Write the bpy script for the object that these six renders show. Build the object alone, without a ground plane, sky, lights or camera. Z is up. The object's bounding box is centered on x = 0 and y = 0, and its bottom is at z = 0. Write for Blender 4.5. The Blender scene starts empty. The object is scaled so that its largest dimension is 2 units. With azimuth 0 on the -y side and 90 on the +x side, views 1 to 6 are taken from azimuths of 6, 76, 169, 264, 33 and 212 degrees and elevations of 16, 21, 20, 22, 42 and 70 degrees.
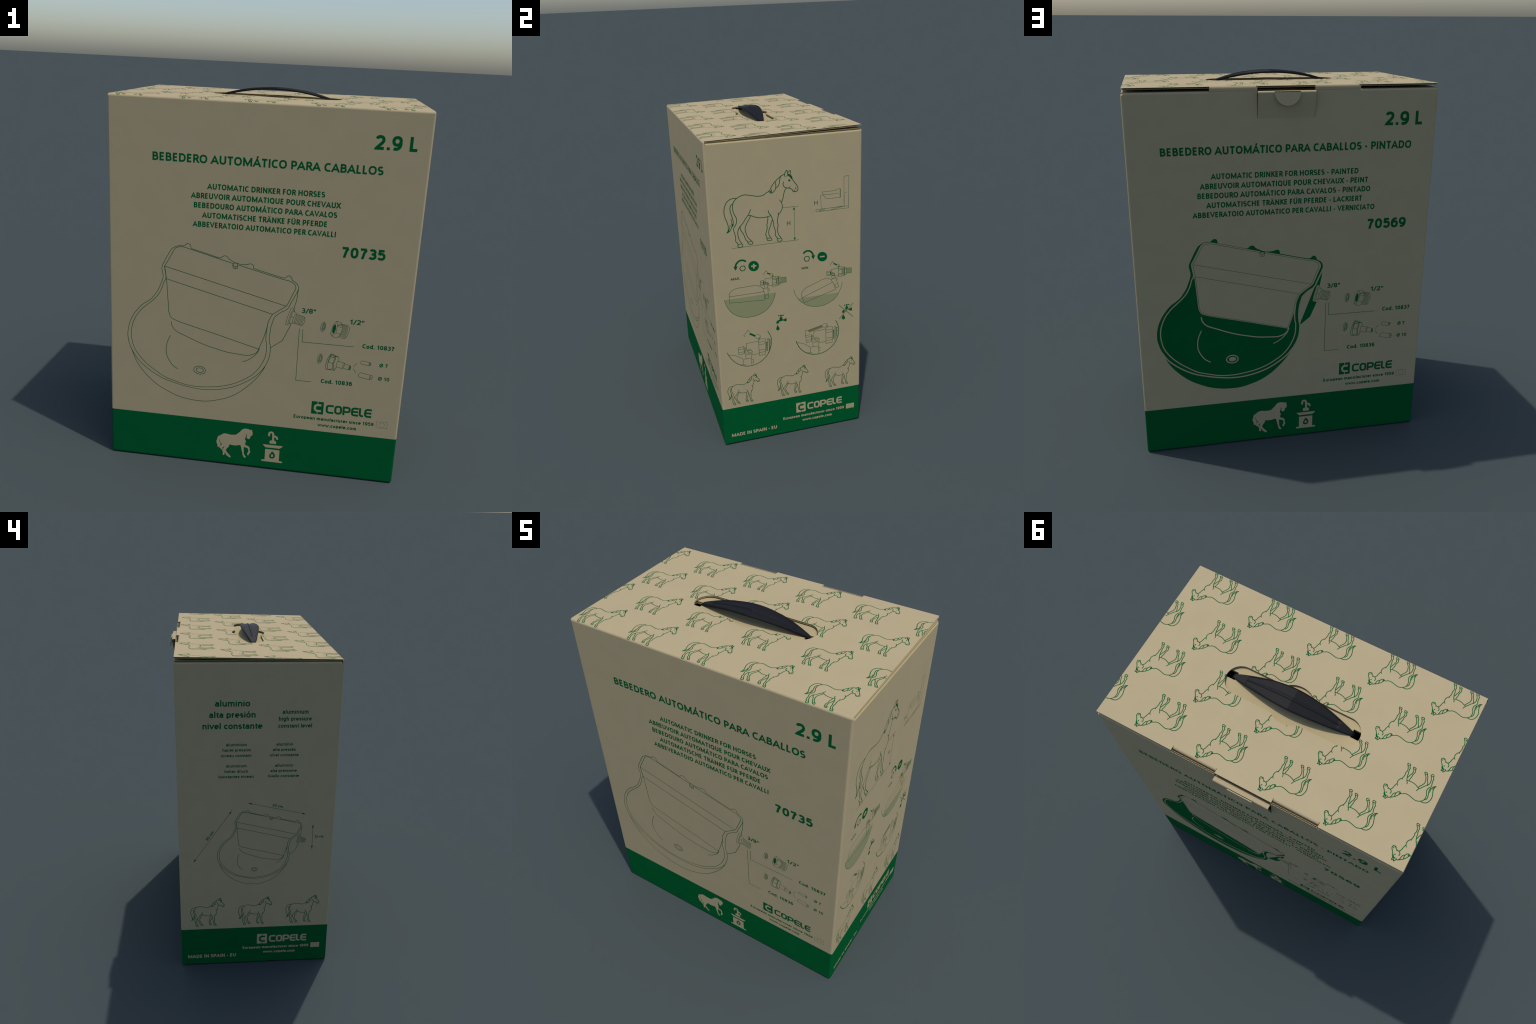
# Printed corrugated-cardboard carton with plastic carry handle, built part by part.
# Units: drawings on the panels are laid out in millimetres, geometry in metres.
import bpy, bmesh, math
from mathutils import Vector
from mathutils.geometry import tessellate_polygon

# ------------------------------------------------------------------ dimensions
HX = 0.7705                # half width of the carton
YF, YB = -0.4775, 0.438    # front and back wall planes
RC = 0.011                 # radius of the vertical folded edges
RB = 0.011                 # radius of the bottom fold
BAND = 0.2647              # top of the printed green band
T = 0.008                  # board thickness
LINER = 0.0011             # paper liner thickness
PAPER = 0.0009             # flute paper thickness
PITCH = 0.0172             # flute pitch
SIDE_TOP = 1.9342          # top of folded-in side flaps
FLAP_TOP = 1.9405          # top of folded-in back flap
LIDX = 0.7660
LID_Y0 = YF + 0.012        # lid starts behind the front fold
LID_Z0 = 1.9464            # lid top height at the front
LID_SLOPE = (1.9620 - LID_Z0) / (0.434 - LID_Y0)
NOTCH0, NOTCH1 = 0.141, 0.367   # tuck flap interval in |x|
SLOT_Y = -0.014
HOLE_Y0, HOLE_Y1 = -0.0495, -0.0075      # slits that take the ends of the handle
HANDLE_HOLES = [[(q * 0.299, HOLE_Y0), (q * 0.350, HOLE_Y0), (q * 0.350, HOLE_Y1), (q * 0.299, HOLE_Y1)] for q in (-1, 1)]

def lid_z(y):
    return LID_Z0 + LID_SLOPE * (y - LID_Y0)

# ------------------------------------------------------------------ materials
def new_mat(name):
    m = bpy.data.materials.new(name)
    m.use_nodes = True
    nt = m.node_tree
    return m, nt, nt.nodes["Principled BSDF"]

def speckled(name, colour, rough, amount, scale, spec=0.3, bump=0.0):
    """flat paper / ink colour with a faint fibre mottling"""
    m, nt, b = new_mat(name)
    tc = nt.nodes.new("ShaderNodeTexCoord")
    n1 = nt.nodes.new("ShaderNodeTexNoise"); n1.inputs["Scale"].default_value = scale
    n1.inputs["Detail"].default_value = 4
    n2 = nt.nodes.new("ShaderNodeTexNoise"); n2.inputs["Scale"].default_value = scale * 22
    n2.inputs["Detail"].default_value = 2
    nt.links.new(tc.outputs["Object"], n1.inputs["Vector"])
    nt.links.new(tc.outputs["Object"], n2.inputs["Vector"])
    ramp = nt.nodes.new("ShaderNodeValToRGB")
    e = ramp.color_ramp.elements
    e[0].position, e[1].position = 0.3, 0.7
    lo = [c * (1 - amount) for c in colour]; hi = [c * (1 + amount) for c in colour]
    hi[2] *= 1 - amount * 0.6
    e[0].color = (*lo, 1); e[1].color = (*hi, 1)
    nt.links.new(n1.outputs["Fac"], ramp.inputs["Fac"])
    mix = nt.nodes.new("ShaderNodeMix"); mix.data_type = "RGBA"; mix.blend_type = "OVERLAY"
    mix.inputs["Factor"].default_value = amount
    nt.links.new(ramp.outputs["Color"], mix.inputs["A"])
    nt.links.new(n2.outputs["Fac"], mix.inputs["B"])
    nt.links.new(mix.outputs["Result"], b.inputs["Base Color"])
    b.inputs["Roughness"].default_value = rough
    b.inputs["Specular IOR Level"].default_value = spec
    if bump:
        bn = nt.nodes.new("ShaderNodeBump"); bn.inputs["Strength"].default_value = bump
        bn.inputs["Distance"].default_value = 0.002
        nt.links.new(n2.outputs["Fac"], bn.inputs["Height"])
        nt.links.new(bn.outputs["Normal"], b.inputs["Normal"])
    return m

KRAFT = speckled("kraft_paper", (0.447, 0.362, 0.213), 0.9, 0.02, 9.0, 0.1)
INNER = speckled("kraft_inside", (0.45, 0.365, 0.2), 0.9, 0.04, 9.0, 0.1)
FLUTE = speckled("flute_paper", (0.3, 0.235, 0.12), 0.9, 0.05, 30.0, 0.1)  # kraft darkened: the shade inside the flutes is put into this colour
GREEN = speckled("green_ink", (0.0, 0.104, 0.027), 0.9, 0.03, 9.0, 0.04)
TINT = speckled("pale_green_ink", (0.285, 0.295, 0.15), 0.9, 0.02, 9.0, 0.06)
PLASTIC = speckled("dark_plastic", (0.008, 0.008, 0.0095), 0.65, 0.05, 40.0, 0.2)

# ------------------------------------------------------------------ object helpers
ROOT = bpy.data.objects.new("packaging_box", None)
bpy.context.scene.collection.objects.link(ROOT)
ROOT["label"] = "tall kraft cardboard box with green print and black handle"
ROOT["category"] = "cardboard box"

def link(name, mesh, mats, parent=None, kind=None):
    ob = bpy.data.objects.new(name, mesh)
    bpy.context.scene.collection.objects.link(ob)
    ob.parent = parent or ROOT
    for m in (mats if isinstance(mats, (list, tuple)) else [mats]):
        if m.name not in [x.name for x in mesh.materials if x]:
            mesh.materials.append(m)
    if kind:
        ob["kind"] = kind
    return ob

class Builder:
    """collects vertices, faces, face materials and vertex normals"""
    def __init__(self):
        self.v, self.f, self.m, self.n = [], [], [], []
    def vert(self, p, n=None):
        self.v.append(tuple(p)); self.n.append(n); return len(self.v) - 1
    def face(self, idx, mat=0):
        self.f.append(tuple(idx)); self.m.append(mat)
    def quad(self, a, b, c, d, mat=0):
        self.face([self.vert(a), self.vert(b), self.vert(c), self.vert(d)], mat)
    def mesh(self, name):
        for i, f in enumerate(self.f):         # wind every face to agree with its given normals
            if all(self.n[k] is not None for k in f):
                a, c, e = (Vector(self.v[f[0]]), Vector(self.v[f[1]]), Vector(self.v[f[2]]))
                if (c - a).cross(e - a).dot(sum((Vector(self.n[k]) for k in f), Vector())) < 0:
                    self.f[i] = f[::-1]
        me = bpy.data.meshes.new(name)
        me.from_pydata(self.v, [], self.f)
        me.polygons.foreach_set("material_index", self.m)
        if any(n is not None for n in self.n):
            me.polygons.foreach_set("use_smooth", [True] * len(self.f))
            nn = []
            me.update()
            fallback = [v.normal.copy() for v in me.vertices]
            for i, n in enumerate(self.n):
                nn.append(Vector(n).normalized() if n is not None else fallback[i])
            me.normals_split_custom_set_from_vertices(nn)
        me.update()
        return me

def arc(cx, cy, r, a0, a1, n):
    """points and outward normals on an arc, angles in degrees"""
    out = []
    for i in range(n + 1):
        a = math.radians(a0 + (a1 - a0) * i / n)
        out.append(((cx + r * math.cos(a), cy + r * math.sin(a)), (math.cos(a), math.sin(a))))
    return out

# ------------------------------------------------------------------ carton walls
def build_walls():
    paper, inked = [Builder() for _ in range(4)], Builder()
    side = [0]                                    # wall being built
    ftop, stop_, ctop, btop = LID_Z0 - 0.012, SIDE_TOP - 0.011, 1.924, FLAP_TOP - 0.011
    segs = []      # list of (p0, p1) columns with one top height each
    def corner(cx, cy, a0):
        b = paper[side[0]]
        pts = arc(cx, cy, RC, a0, a0 + 90, 7)
        top = (LID_Z0 if cy < 0 else SIDE_TOP + 0.002) - RC
        for (p, n), (q, m) in zip(pts, pts[1:]):
            segs.append((p, n, q, m, top, side[0]))
            for i in range(5):                    # rounded cap of the corner
                row = []
                for t in (i, i + 1):
                    a = math.radians(18 * t)
                    for k in ((n, m) if t == i else (m, n)):
                        row.append(b.vert((cx + k[0] * RC * math.cos(a), cy + k[1] * RC * math.cos(a), top + RC * math.sin(a)),
                                          (k[0] * math.cos(a), k[1] * math.cos(a), math.sin(a))))
                b.face(row, 0)
    X, F, B = HX, YF, YB
    segs.append(((-X + RC, F), (0, -1), (X - RC, F), (0, -1), ftop, 0))
    corner(X - RC, F + RC, -90)
    side[0] = 1
    segs.append(((X, F + RC), (1, 0), (X, B - RC), (1, 0), stop_, 1))
    corner(X - RC, B - RC, 0)
    side[0] = 2
    xs = [X - RC, NOTCH1, NOTCH0, -NOTCH0, -NOTCH1, -X + RC]
    for (x0, x1), top in zip(zip(xs, xs[1:]), (btop, FLAP_TOP - 0.0006, 1.811, FLAP_TOP - 0.0006, btop)):
        segs.append(((x0, B), (0, 1), (x1, B), (0, 1), top, 2))
    corner(-X + RC, B - RC, 90)
    side[0] = 3
    segs.append(((-X, B - RC), (-1, 0), (-X, F + RC), (-1, 0), stop_, 3))
    corner(-X + RC, F + RC, 180)
    bot = []
    for (p, n, q, m, top, wall) in segs:
        levels = [(0.0, BAND, 1), (0.0, 1.70, 0), (0.0, top, 0)]
        z0 = RB
        for _, z1, mat in levels:
            if z1 - z0 < 1e-6:
                continue
            b = inked if mat else paper[wall]
            ids = [b.vert((p[0], p[1], z0), (*n, 0)), b.vert((q[0], q[1], z0), (*m, 0)),
                   b.vert((q[0], q[1], z1), (*m, 0)), b.vert((p[0], p[1], z1), (*n, 0))]
            b.face(ids); z0 = z1
        # bottom fold: quarter round to the base
        prev, b = None, inked
        for i in range(6):
            a = math.radians(90 * i / 5)
            ins, z = RB * (1 - math.cos(a)), RB * (1 - math.sin(a))
            row = [((s[0] - k[0] * ins, s[1] - k[1] * ins, z), (k[0] * math.cos(a), k[1] * math.cos(a), -math.sin(a)))
                   for s, k in ((p, n), (q, m))]
            if prev:
                b.face([b.vert(*row[0]), b.vert(*row[1]), b.vert(*prev[1]), b.vert(*prev[0])])
            prev = row
        bot.append(prev[0][0])
    inked.face([inked.vert(p, (0, 0, -1)) for p in reversed(bot)])
    for b in paper:
        link("wall", b.mesh("wall"), KRAFT)
    link("printed_band", inked.mesh("printed_band"), GREEN)

# ------------------------------------------------------------------ corrugated board
def wave(x):
    """flute height 0..1 across x, slightly flattened sine"""
    s = math.sin(2 * math.pi * x / PITCH)
    return 0.5 + 0.5 * max(-1, min(1, s * 1.15))

def board(name, profile, x0, x1, into=None):
    """corrugated sheet: profile = [((y, z), (ny, nz)), ...] outer face, extruded x0..x1;
    two liners and a wavy flute between them"""
    b = into or Builder()
    def layer(d0, d1, mat0, mat1):
        for d, mat, sgn in ((d0, mat0, 1), (d1, mat1, -1)):
            for (p, n), (q, m) in zip(profile, profile[1:]):
                a = (p[0] - n[0] * d, p[1] - n[1] * d); c = (q[0] - m[0] * d, q[1] - m[1] * d)
                ids = [b.vert((x0, *a), (0, n[0] * sgn, n[1] * sgn)), b.vert((x1, *a), (0, n[0] * sgn, n[1] * sgn)),
                       b.vert((x1, *c), (0, m[0] * sgn, m[1] * sgn)), b.vert((x0, *c), (0, m[0] * sgn, m[1] * sgn))]
                b.face(ids, mat)
        for x, s in ((x0, -1), (x1, 1)):
            for (p, n), (q, m) in zip(profile, profile[1:]):
                pts = [(p[0] - n[0] * d0, p[1] - n[1] * d0), (q[0] - m[0] * d0, q[1] - m[1] * d0),
                       (q[0] - m[0] * d1, q[1] - m[1] * d1), (p[0] - n[0] * d1, p[1] - n[1] * d1)]
                b.face([b.vert((x, *k), (s, 0, 0)) for k in pts], 1)
        for (p, n), other in ((profile[0], profile[1]), (profile[-1], profile[-2])):
            t = (p[0] - other[0][0], p[1] - other[0][1])
            pts = [(p[0] - n[0] * d0, p[1] - n[1] * d0), (p[0] - n[0] * d1, p[1] - n[1] * d1)]
            b.face([b.vert((x0, *pts[0]), (0, *t)), b.vert((x1, *pts[0]), (0, *t)),
                    b.vert((x1, *pts[1]), (0, *t)), b.vert((x0, *pts[1]), (0, *t))], 1)
    layer(0.0, LINER, 0, 1)
    layer(T - LINER, T, 1, 1)
    n = max(2, int((x1 - x0) / PITCH * 10))
    at = lambda p, k, x, d: (x, p[0] - k[0] * d, p[1] - k[1] * d)
    for i in range(n):
        xa, xb = x0 + (x1 - x0) * i / n, x0 + (x1 - x0) * (i + 1) / n
        da = LINER + (T - 2 * LINER - PAPER) * wave(xa); db = LINER + (T - 2 * LINER - PAPER) * wave(xb)
        for (p, nn), (q, m) in zip(profile, profile[1:]):
            for e in (0.0, PAPER):
                b.quad(at(p, nn, xa, da + e), at(p, nn, xb, db + e), at(q, m, xb, db + e), at(q, m, xa, da + e), 2)
        for p, k in (profile[0], profile[-1]):
            b.quad(at(p, k, xa, da), at(p, k, xb, db), at(p, k, xb, db + PAPER), at(p, k, xa, da + PAPER), 1)
    return None if into else link(name, b.mesh(name), [KRAFT, INNER, FLUTE])

def slot_half(x, far=1):
    """half width of the handle cut-out in the lid at x; the finger bulge is deeper towards the front"""
    L, R, RCIRC = 0.342, 0.075, (0.101 if far > 0 else 0.1055)
    ax = abs(x)
    if ax >= L:
        return 0.0
    h = R if ax < L - R else math.sqrt(max(0.0, R * R - (ax - (L - R)) ** 2))
    c = math.sqrt(max(0.0, RCIRC ** 2 - ax * ax)) if ax < RCIRC else 0.0
    k = 0.012                                   # fillet where finger bulge meets the slot
    d = max(k - abs(h - c), 0.0) / k
    return max(h, c) + d * d * k * 0.25

def slot_outline():
    L, R = 0.342, 0.075
    xs = [-L + R - R * math.cos(math.radians(a)) for a in range(0, 90, 6)]
    n = 90
    xs += [-(L - R) + 2 * (L - R) * i / n for i in range(n + 1)]
    xs += [L - R + R * math.sin(math.radians(a)) for a in range(6, 91, 6)]
    top = [(x, SLOT_Y + slot_half(x)) for x in xs]
    low = [(x, SLOT_Y - slot_half(x, -1)) for x in reversed(xs[1:-1])]
    return top + low

def flat_sheet(b, outline, holes, ztop, zbot, mat_top, mat_low, mat_edge):
    """flat plate with holes between two height functions of y"""
    loops = [outline] + holes
    polys = [[Vector((x, y, 0)) for x, y in l] for l in loops]
    flat = [p for l in loops for p in l]
    for zf, mat, up in ((ztop, mat_top, True), (zbot, mat_low, False)):
        ids = [b.vert((x, y, zf(y))) for x, y in flat]
        for t in tessellate_polygon(polys):
            a, c, d = (Vector((*flat[i], 0)) for i in t)
            ccw = (c - a).cross(d - a).z > 0
            t = t if ccw == up else t[::-1]
            b.face([ids[i] for i in t], mat)
    for l in loops:
        for (xa, ya), (xb, yb) in zip(l, l[1:] + l[:1]):
            b.quad((xa, ya, zbot(ya)), (xb, yb, zbot(yb)), (xb, yb, ztop(yb)), (xa, ya, ztop(ya)), mat_edge)

def fluted_plate(name, x_half, y0, back_of, top_fn, hole, notch=True, outer=KRAFT):
    """flat corrugated plate (flutes along y) with the handle slot cut through"""
    b = Builder()
    if notch:
        yb, yn = back_of(0.0), back_of(0.25)
        outline = [(-x_half, y0), (x_half, y0), (x_half, yb), (NOTCH1, yb), (NOTCH1, yn), (NOTCH0, yn), (NOTCH0, yb),
                   (-NOTCH0, yb), (-NOTCH0, yn), (-NOTCH1, yn), (-NOTCH1, yb), (-x_half, yb)]
    else:
        outline = [(-x_half, y0), (x_half, y0), (x_half, back_of(0)), (-x_half, back_of(0))]
    hl = [slot_outline()] if hole else []
    flat_sheet(b, outline, hl, top_fn, lambda y: top_fn(y) - LINER, 0, 1, 1)
    flat_sheet(b, outline, hl, lambda y: top_fn(y) - T + LINER, lambda y: top_fn(y) - T, 1, 1, 1)
    n = int(2 * x_half / PITCH * 10)
    x_in = x_half - 0.006
    for i in range(n):
        xa, xb = -x_in + 2 * x_in * i / n, -x_in + 2 * x_in * (i + 1) / n
        da, db = (LINER + (T - 2 * LINER - PAPER) * wave(x) for x in (xa, xb))
        yb = back_of((xa + xb) / 2)
        ha, hb, la, lb = slot_half(xa), slot_half(xb), slot_half(xa, -1), slot_half(xb, -1)
        if hole and ha > 0 and hb > 0:
            spans = [((y0, y0), (SLOT_Y - la, SLOT_Y - lb)), ((SLOT_Y + ha, SLOT_Y + hb), (yb, yb))]
        else:
            spans = [((y0, y0), (yb, yb))]
        for (ya0, yb0), (ya1, yb1) in spans:
            for e in (0.0, PAPER):
                b.quad((xa, ya0, top_fn(ya0) - da - e), (xb, yb0, top_fn(yb0) - db - e),
                       (xb, yb1, top_fn(yb1) - db - e), (xa, ya1, top_fn(ya1) - da - e), 2)
            for ya, yb2 in ((ya0, yb0), (ya1, yb1)):
                b.quad((xa, ya, top_fn(ya) - da), (xb, yb2, top_fn(yb2) - db),
                       (xb, yb2, top_fn(yb2) - db - PAPER), (xa, ya, top_fn(ya) - da - PAPER), 1)
    return link(name, b.mesh(name), [outer, INNER, FLUTE])

# ------------------------------------------------------------------ build cardboard parts
def build_carton():
    build_walls()
    # front fold between wall and lid
    fold = [((YF, LID_Z0 - 0.012), (-1, 0))] + \
           [((LID_Y0 - 0.012 * math.sin(math.radians(90 - a)), LID_Z0 - 0.012 + 0.012 * math.sin(math.radians(a))),
             (-math.cos(math.radians(a)), math.sin(math.radians(a)))) for a in range(9, 91, 9)]
    board("lid_fold", fold, -LIDX, LIDX)
    # lid
    def lid_back(x):
        return 0.411 if NOTCH0 < abs(x) < NOTCH1 else 0.4345
    fluted_plate("lid", LIDX, LID_Y0, lid_back, lid_z, True)
    # tuck flaps folded down from the lid behind the back wall
    zt = lid_z(0.411)
    tuck = [((0.411, zt), (0, 1))] + \
           [((0.411 + 0.0115 * math.sin(math.radians(a)), zt - 0.0115 * (1 - math.cos(math.radians(a)))),
             (math.sin(math.radians(a)), math.cos(math.radians(a)))) for a in range(10, 91, 10)] + \
           [((0.4225, 1.86), (1, 0))]
    board("tuck_flap", tuck, NOTCH0 + 0.002, NOTCH1 - 0.002)
    board("tuck_flap", tuck, -NOTCH1 + 0.002, -NOTCH0 - 0.002)
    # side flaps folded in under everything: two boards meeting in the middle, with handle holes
    for s in (-1, 1):
        b = Builder()
        prof = arc(s * (HX - 0.011), SIDE_TOP - 0.011, 0.011, 0 if s > 0 else 180, 90, 8)
        meet = -0.45 + s * 0.0008                 # the longer flap reaches past the slot
        prof.append(((meet, SIDE_TOP), (0, 1)))
        holes = HANDLE_HOLES if s > 0 else []
        for (p, n), (q, m) in zip(prof[:-1], prof[1:-1]):
            b.face([b.vert((p[0], YF + 0.013, p[1]), (n[0], 0, n[1])), b.vert((p[0], YB - 0.011, p[1]), (n[0], 0, n[1])),
                    b.vert((q[0], YB - 0.011, q[1]), (m[0], 0, m[1])), b.vert((q[0], YF + 0.013, q[1]), (m[0], 0, m[1]))], 0)
        xe = prof[-2][0][0]
        outl = [(meet, YF + 0.013), (xe, YF + 0.013), (xe, YB - 0.011), (meet, YB - 0.011)]
        b2 = Builder()
        flat_sheet(b2, outl, holes, lambda y: SIDE_TOP, lambda y: SIDE_TOP - T, 0, 1, 1)
        for f, m in zip(b2.f, b2.m):
            b.face([b.vert(b2.v[i], None if m else (0, 0, 1)) for i in f], m)
        link("dust_flap", b.mesh("dust_flap"), [INNER, INNER])
    # back flap: rounded fold at the wall top, then flat over the side flaps
    bf = arc(YB - 0.011, FLAP_TOP - 0.011, 0.011, 0, 90, 8)
    for x0, x1 in ((NOTCH1, HX - RC), (-HX + RC, -NOTCH1)):
        board("flap_fold", bf, x0, x1)
    b = Builder()
    x = 0.7665
    yb = YB - 0.011
    outline = [(-x, -0.455), (x, -0.455), (x, yb), (NOTCH1, yb), (NOTCH1, 0.400), (-NOTCH1, 0.400), (-NOTCH1, yb), (-x, yb)]
    hl = HANDLE_HOLES
    flat_sheet(b, outline, hl, lambda y: FLAP_TOP, lambda y: FLAP_TOP - LINER, 0, 1, 1)
    zlow = SIDE_TOP + 0.0004
    flat_sheet(b, outline, hl, lambda y: zlow + LINER, lambda y: zlow, 1, 1, 1)
    n = int(2 * x / PITCH * 10)
    xi = x - 0.006
    for i in range(n):
        xa, xb = -xi + 2 * xi * i / n, -xi + 2 * xi * (i + 1) / n
        za, zb = (zlow + LINER + (FLAP_TOP - zlow - 2 * LINER - PAPER) * wave(k + 0.006) for k in (xa, xb))
        ye = yb if abs((xa + xb) / 2) > NOTCH1 else 0.400
        if 0.293 < abs((xa + xb) / 2) < 0.356:
            spans = [((-0.455, -0.455), (HOLE_Y0, HOLE_Y0)), ((HOLE_Y1, HOLE_Y1), (ye, ye))]
        else:
            spans = [((-0.455, -0.455), (ye, ye))]
        for (ya0, yb0), (ya1, yb1) in spans:
            for e in (0.0, PAPER):
                b.quad((xa, ya0, za + e), (xb, yb0, zb + e), (xb, yb1, zb + e), (xa, ya1, za + e), 2)
            for ya, yb2 in ((ya0, yb0), (ya1, yb1)):
                b.quad((xa, ya, za), (xb, yb2, zb), (xb, yb2, zb + PAPER), (xa, ya, za + PAPER), 1)
    link("closing_flap", b.mesh("closing_flap"), [INNER, INNER, FLUTE])
    # upright strips of the back wall that guard the tuck slots
    for x0, x1 in ((NOTCH0, NOTCH1), (-NOTCH1, -NOTCH0)):
        board("slot_strip", [((YB, FLAP_TOP + 0.0006), (1, 0)), ((YB, 1.9535), (1, 0))], x0, x1)
    # lock tab: hinged at its lower edge, leaning out, top folded inwards
    def tab_profile():
        face = Vector((0.4625 - YB, 1.928 - 1.811)).normalized()
        n = (face.y, -face.x)
        pts = [((YB + 0.0003, 1.811), n), ((0.4625, 1.929), n)]
        a0 = math.degrees(math.atan2(n[1], n[0]))
        cx, cz = 0.4625 - 0.008 * n[0], 1.929 - 0.008 * n[1]
        pts += arc(cx, cz, 0.008, a0, 88, 8)[1:]
        zt = pts[-1][0][1]
        pts.append(((0.4430, zt + 0.0005), (0, 1)))
        pts.append(((0.4310, zt - 0.0075), (-0.55, 0.83)))
        return pts
    prof = tab_profile()
    w = NOTCH0 - 0.0015
    tb = Builder()
    board("lock_tab", prof, 0.0625, w, tb)
    board("lock_tab", prof, -w, -0.0625, tb)
    lower = [prof[0], ((YB + (0.4625 - YB) * 0.93, 1.811 + (1.929 - 1.811) * 0.93), prof[0][1])]
    board("lock_tab", lower, -0.0625, 0.0625, tb)
    zt = prof[-3][0][1]
    board("lock_tab", [((0.4612, zt), (0, 1)), prof[-2], prof[-1]], -0.0625, 0.0625, tb)
    tab = link("lock_tab", tb.mesh("lock_tab"), [KRAFT, INNER, FLUTE])
    # half-round tongue hanging from the fold of the lock tab, its tip leaning out
    b = Builder()
    top, tip = Vector((0, 0.4680, 1.9350)), Vector((0, 0.4775, 1.8725))
    down = tip - top
    nrm = Vector((0, -down.z, down.y)).normalized()
    N = 28
    rim = [(0.0625 * math.cos(math.pi * i / N), math.sin(math.pi * i / N)) for i in range(N + 1)]
    front = [top + Vector((cx, 0, 0)) + down * s for cx, s in rim]
    back = [p - nrm * 0.0045 for p in front]
    b.face([b.vert(p) for p in front], 0)
    b.face([b.vert(p) for p in reversed(back)], 1)
    for i in range(N):
        b.quad(front[i], front[i + 1], back[i + 1], back[i], 1)
    b.quad(front[0], front[-1], back[-1], back[0], 0)
    link("tongue", b.mesh("tongue"), [KRAFT, INNER], parent=tab)

# ------------------------------------------------------------------ carry handle
HY, HC = -0.0245, 0.003     # handle axis and centre
def build_handle():
    L = 0.300
    def crown(x):
        return 2.0 - 0.0487 * (x / 0.3) ** 2
    def half(x):
        t = min(1.0, abs(x) / L)
        return 0.0115 + 0.0460 * (1 - t ** 1.75)
    # across the strap: bevelled rim, shallow panel, narrow centre rib, panel, rim
    side = [0.03, 0.06, 0.09, 0.12, 0.16, 0.20, 0.50, 0.58, 0.66, 0.74, 0.80, 0.84, 0.88, 0.92, 0.96, 1.0]
    vs = [-v for v in reversed(side)] + [0.0] + side
    def height(x, v):
        a, h = abs(v), half(x)
        ends = max(0.0, min(1.0, (0.243 - abs(x)) / 0.014))
        ends = ends * ends * (3 - 2 * ends)
        top = 0.94 if abs(x) < 0.12 else 0.94 - 0.22 * (abs(x) - 0.12) / 0.123
        up = max(0.0, min(1.0, (a - 0.03) / 0.15)); up = up * up * (3 - 2 * up)
        rec = up * max(0.0, min(1.0, (top - a) / 0.06))
        z = crown(x) - 0.0038 * ends * rec * min(1.0, h / 0.03)
        if a > 0.92:
            z -= 0.0050 * (a - 0.92) / 0.08
        return z
    N = 96
    xs = [-L + 2 * L * i / N for i in range(N + 1)]
    b = Builder()
    top = [[b.vert((x + HC, HY + v * half(x), height(x, v))) for v in vs] for x in xs]
    low = [[b.vert((x + HC, HY + v * half(x), crown(x) - 0.0125)) for v in (-0.97, 0.0, 0.97)] for x in xs]
    k = len(vs)
    for i in range(N):
        for j in range(k - 1):
            b.face([top[i][j], top[i + 1][j], top[i + 1][j + 1], top[i][j + 1]])
        for j in range(2):
            b.face([low[i][j], low[i][j + 1], low[i + 1][j + 1], low[i + 1][j]])
        b.face([top[i][0], low[i][0], low[i + 1][0], top[i + 1][0]])
        b.face([top[i][-1], top[i + 1][-1], low[i + 1][-1], low[i][-1]])
    for i in (0, -1):
        b.face(top[i] + low[i][::-1])
    me = b.mesh("carry_handle")
    bm = bmesh.new(); bm.from_mesh(me); bmesh.ops.recalc_face_normals(bm, faces=bm.faces); bm.to_mesh(me); bm.free()
    me.polygons.foreach_set("use_smooth", [True] * len(me.polygons))
    # the two halves of the strap are shaded as two flat facets meeting at mid-length
    nl = []
    for p in me.polygons:
        n = p.normal.copy()
        s = 1 if p.center.x > HC else -1
        if abs(n.z) > 0.15:
            slope = n.x / n.z - 2 * 0.0487 * (p.center.x - HC) / 0.09      # relief on top of the arch
            n = Vector(((0.2 * s + slope) * n.z, n.y, n.z)).normalized()
        nl += [n] * p.loop_total
    me.normals_split_custom_set(nl)
    h = link("carry_handle", me, PLASTIC)
    # necks that bend down through the holes of the side flaps
    for s in (-1, 1):
        b = Builder()
        prof = [(0.297, 1.9512), (0.306, 1.9470), (0.313, 1.938), (0.316, 1.918), (0.316, 1.86)]
        prev = None
        for px, pz in prof:
            px = px + s * HC
            row = [b.vert((s * px, HY - 0.0115, pz)), b.vert((s * px, HY + 0.0115, pz)),
                   b.vert((s * (px - 0.008), HY + 0.0115, pz - 0.006)), b.vert((s * (px - 0.008), HY - 0.0115, pz - 0.006))]
            if prev:
                for j in range(4):
                    b.face([prev[j], prev[(j + 1) % 4], row[(j + 1) % 4], row[j]])
            prev = row
        me = b.mesh("handle_neck")
        bm = bmesh.new(); bm.from_mesh(me); bmesh.ops.recalc_face_normals(bm, faces=bm.faces); bm.to_mesh(me); bm.free()
        link("handle_neck", me, PLASTIC, parent=h)

# ------------------------------------------------------------------ printing
INK = 0.00012              # ink stands this far off the board
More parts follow.
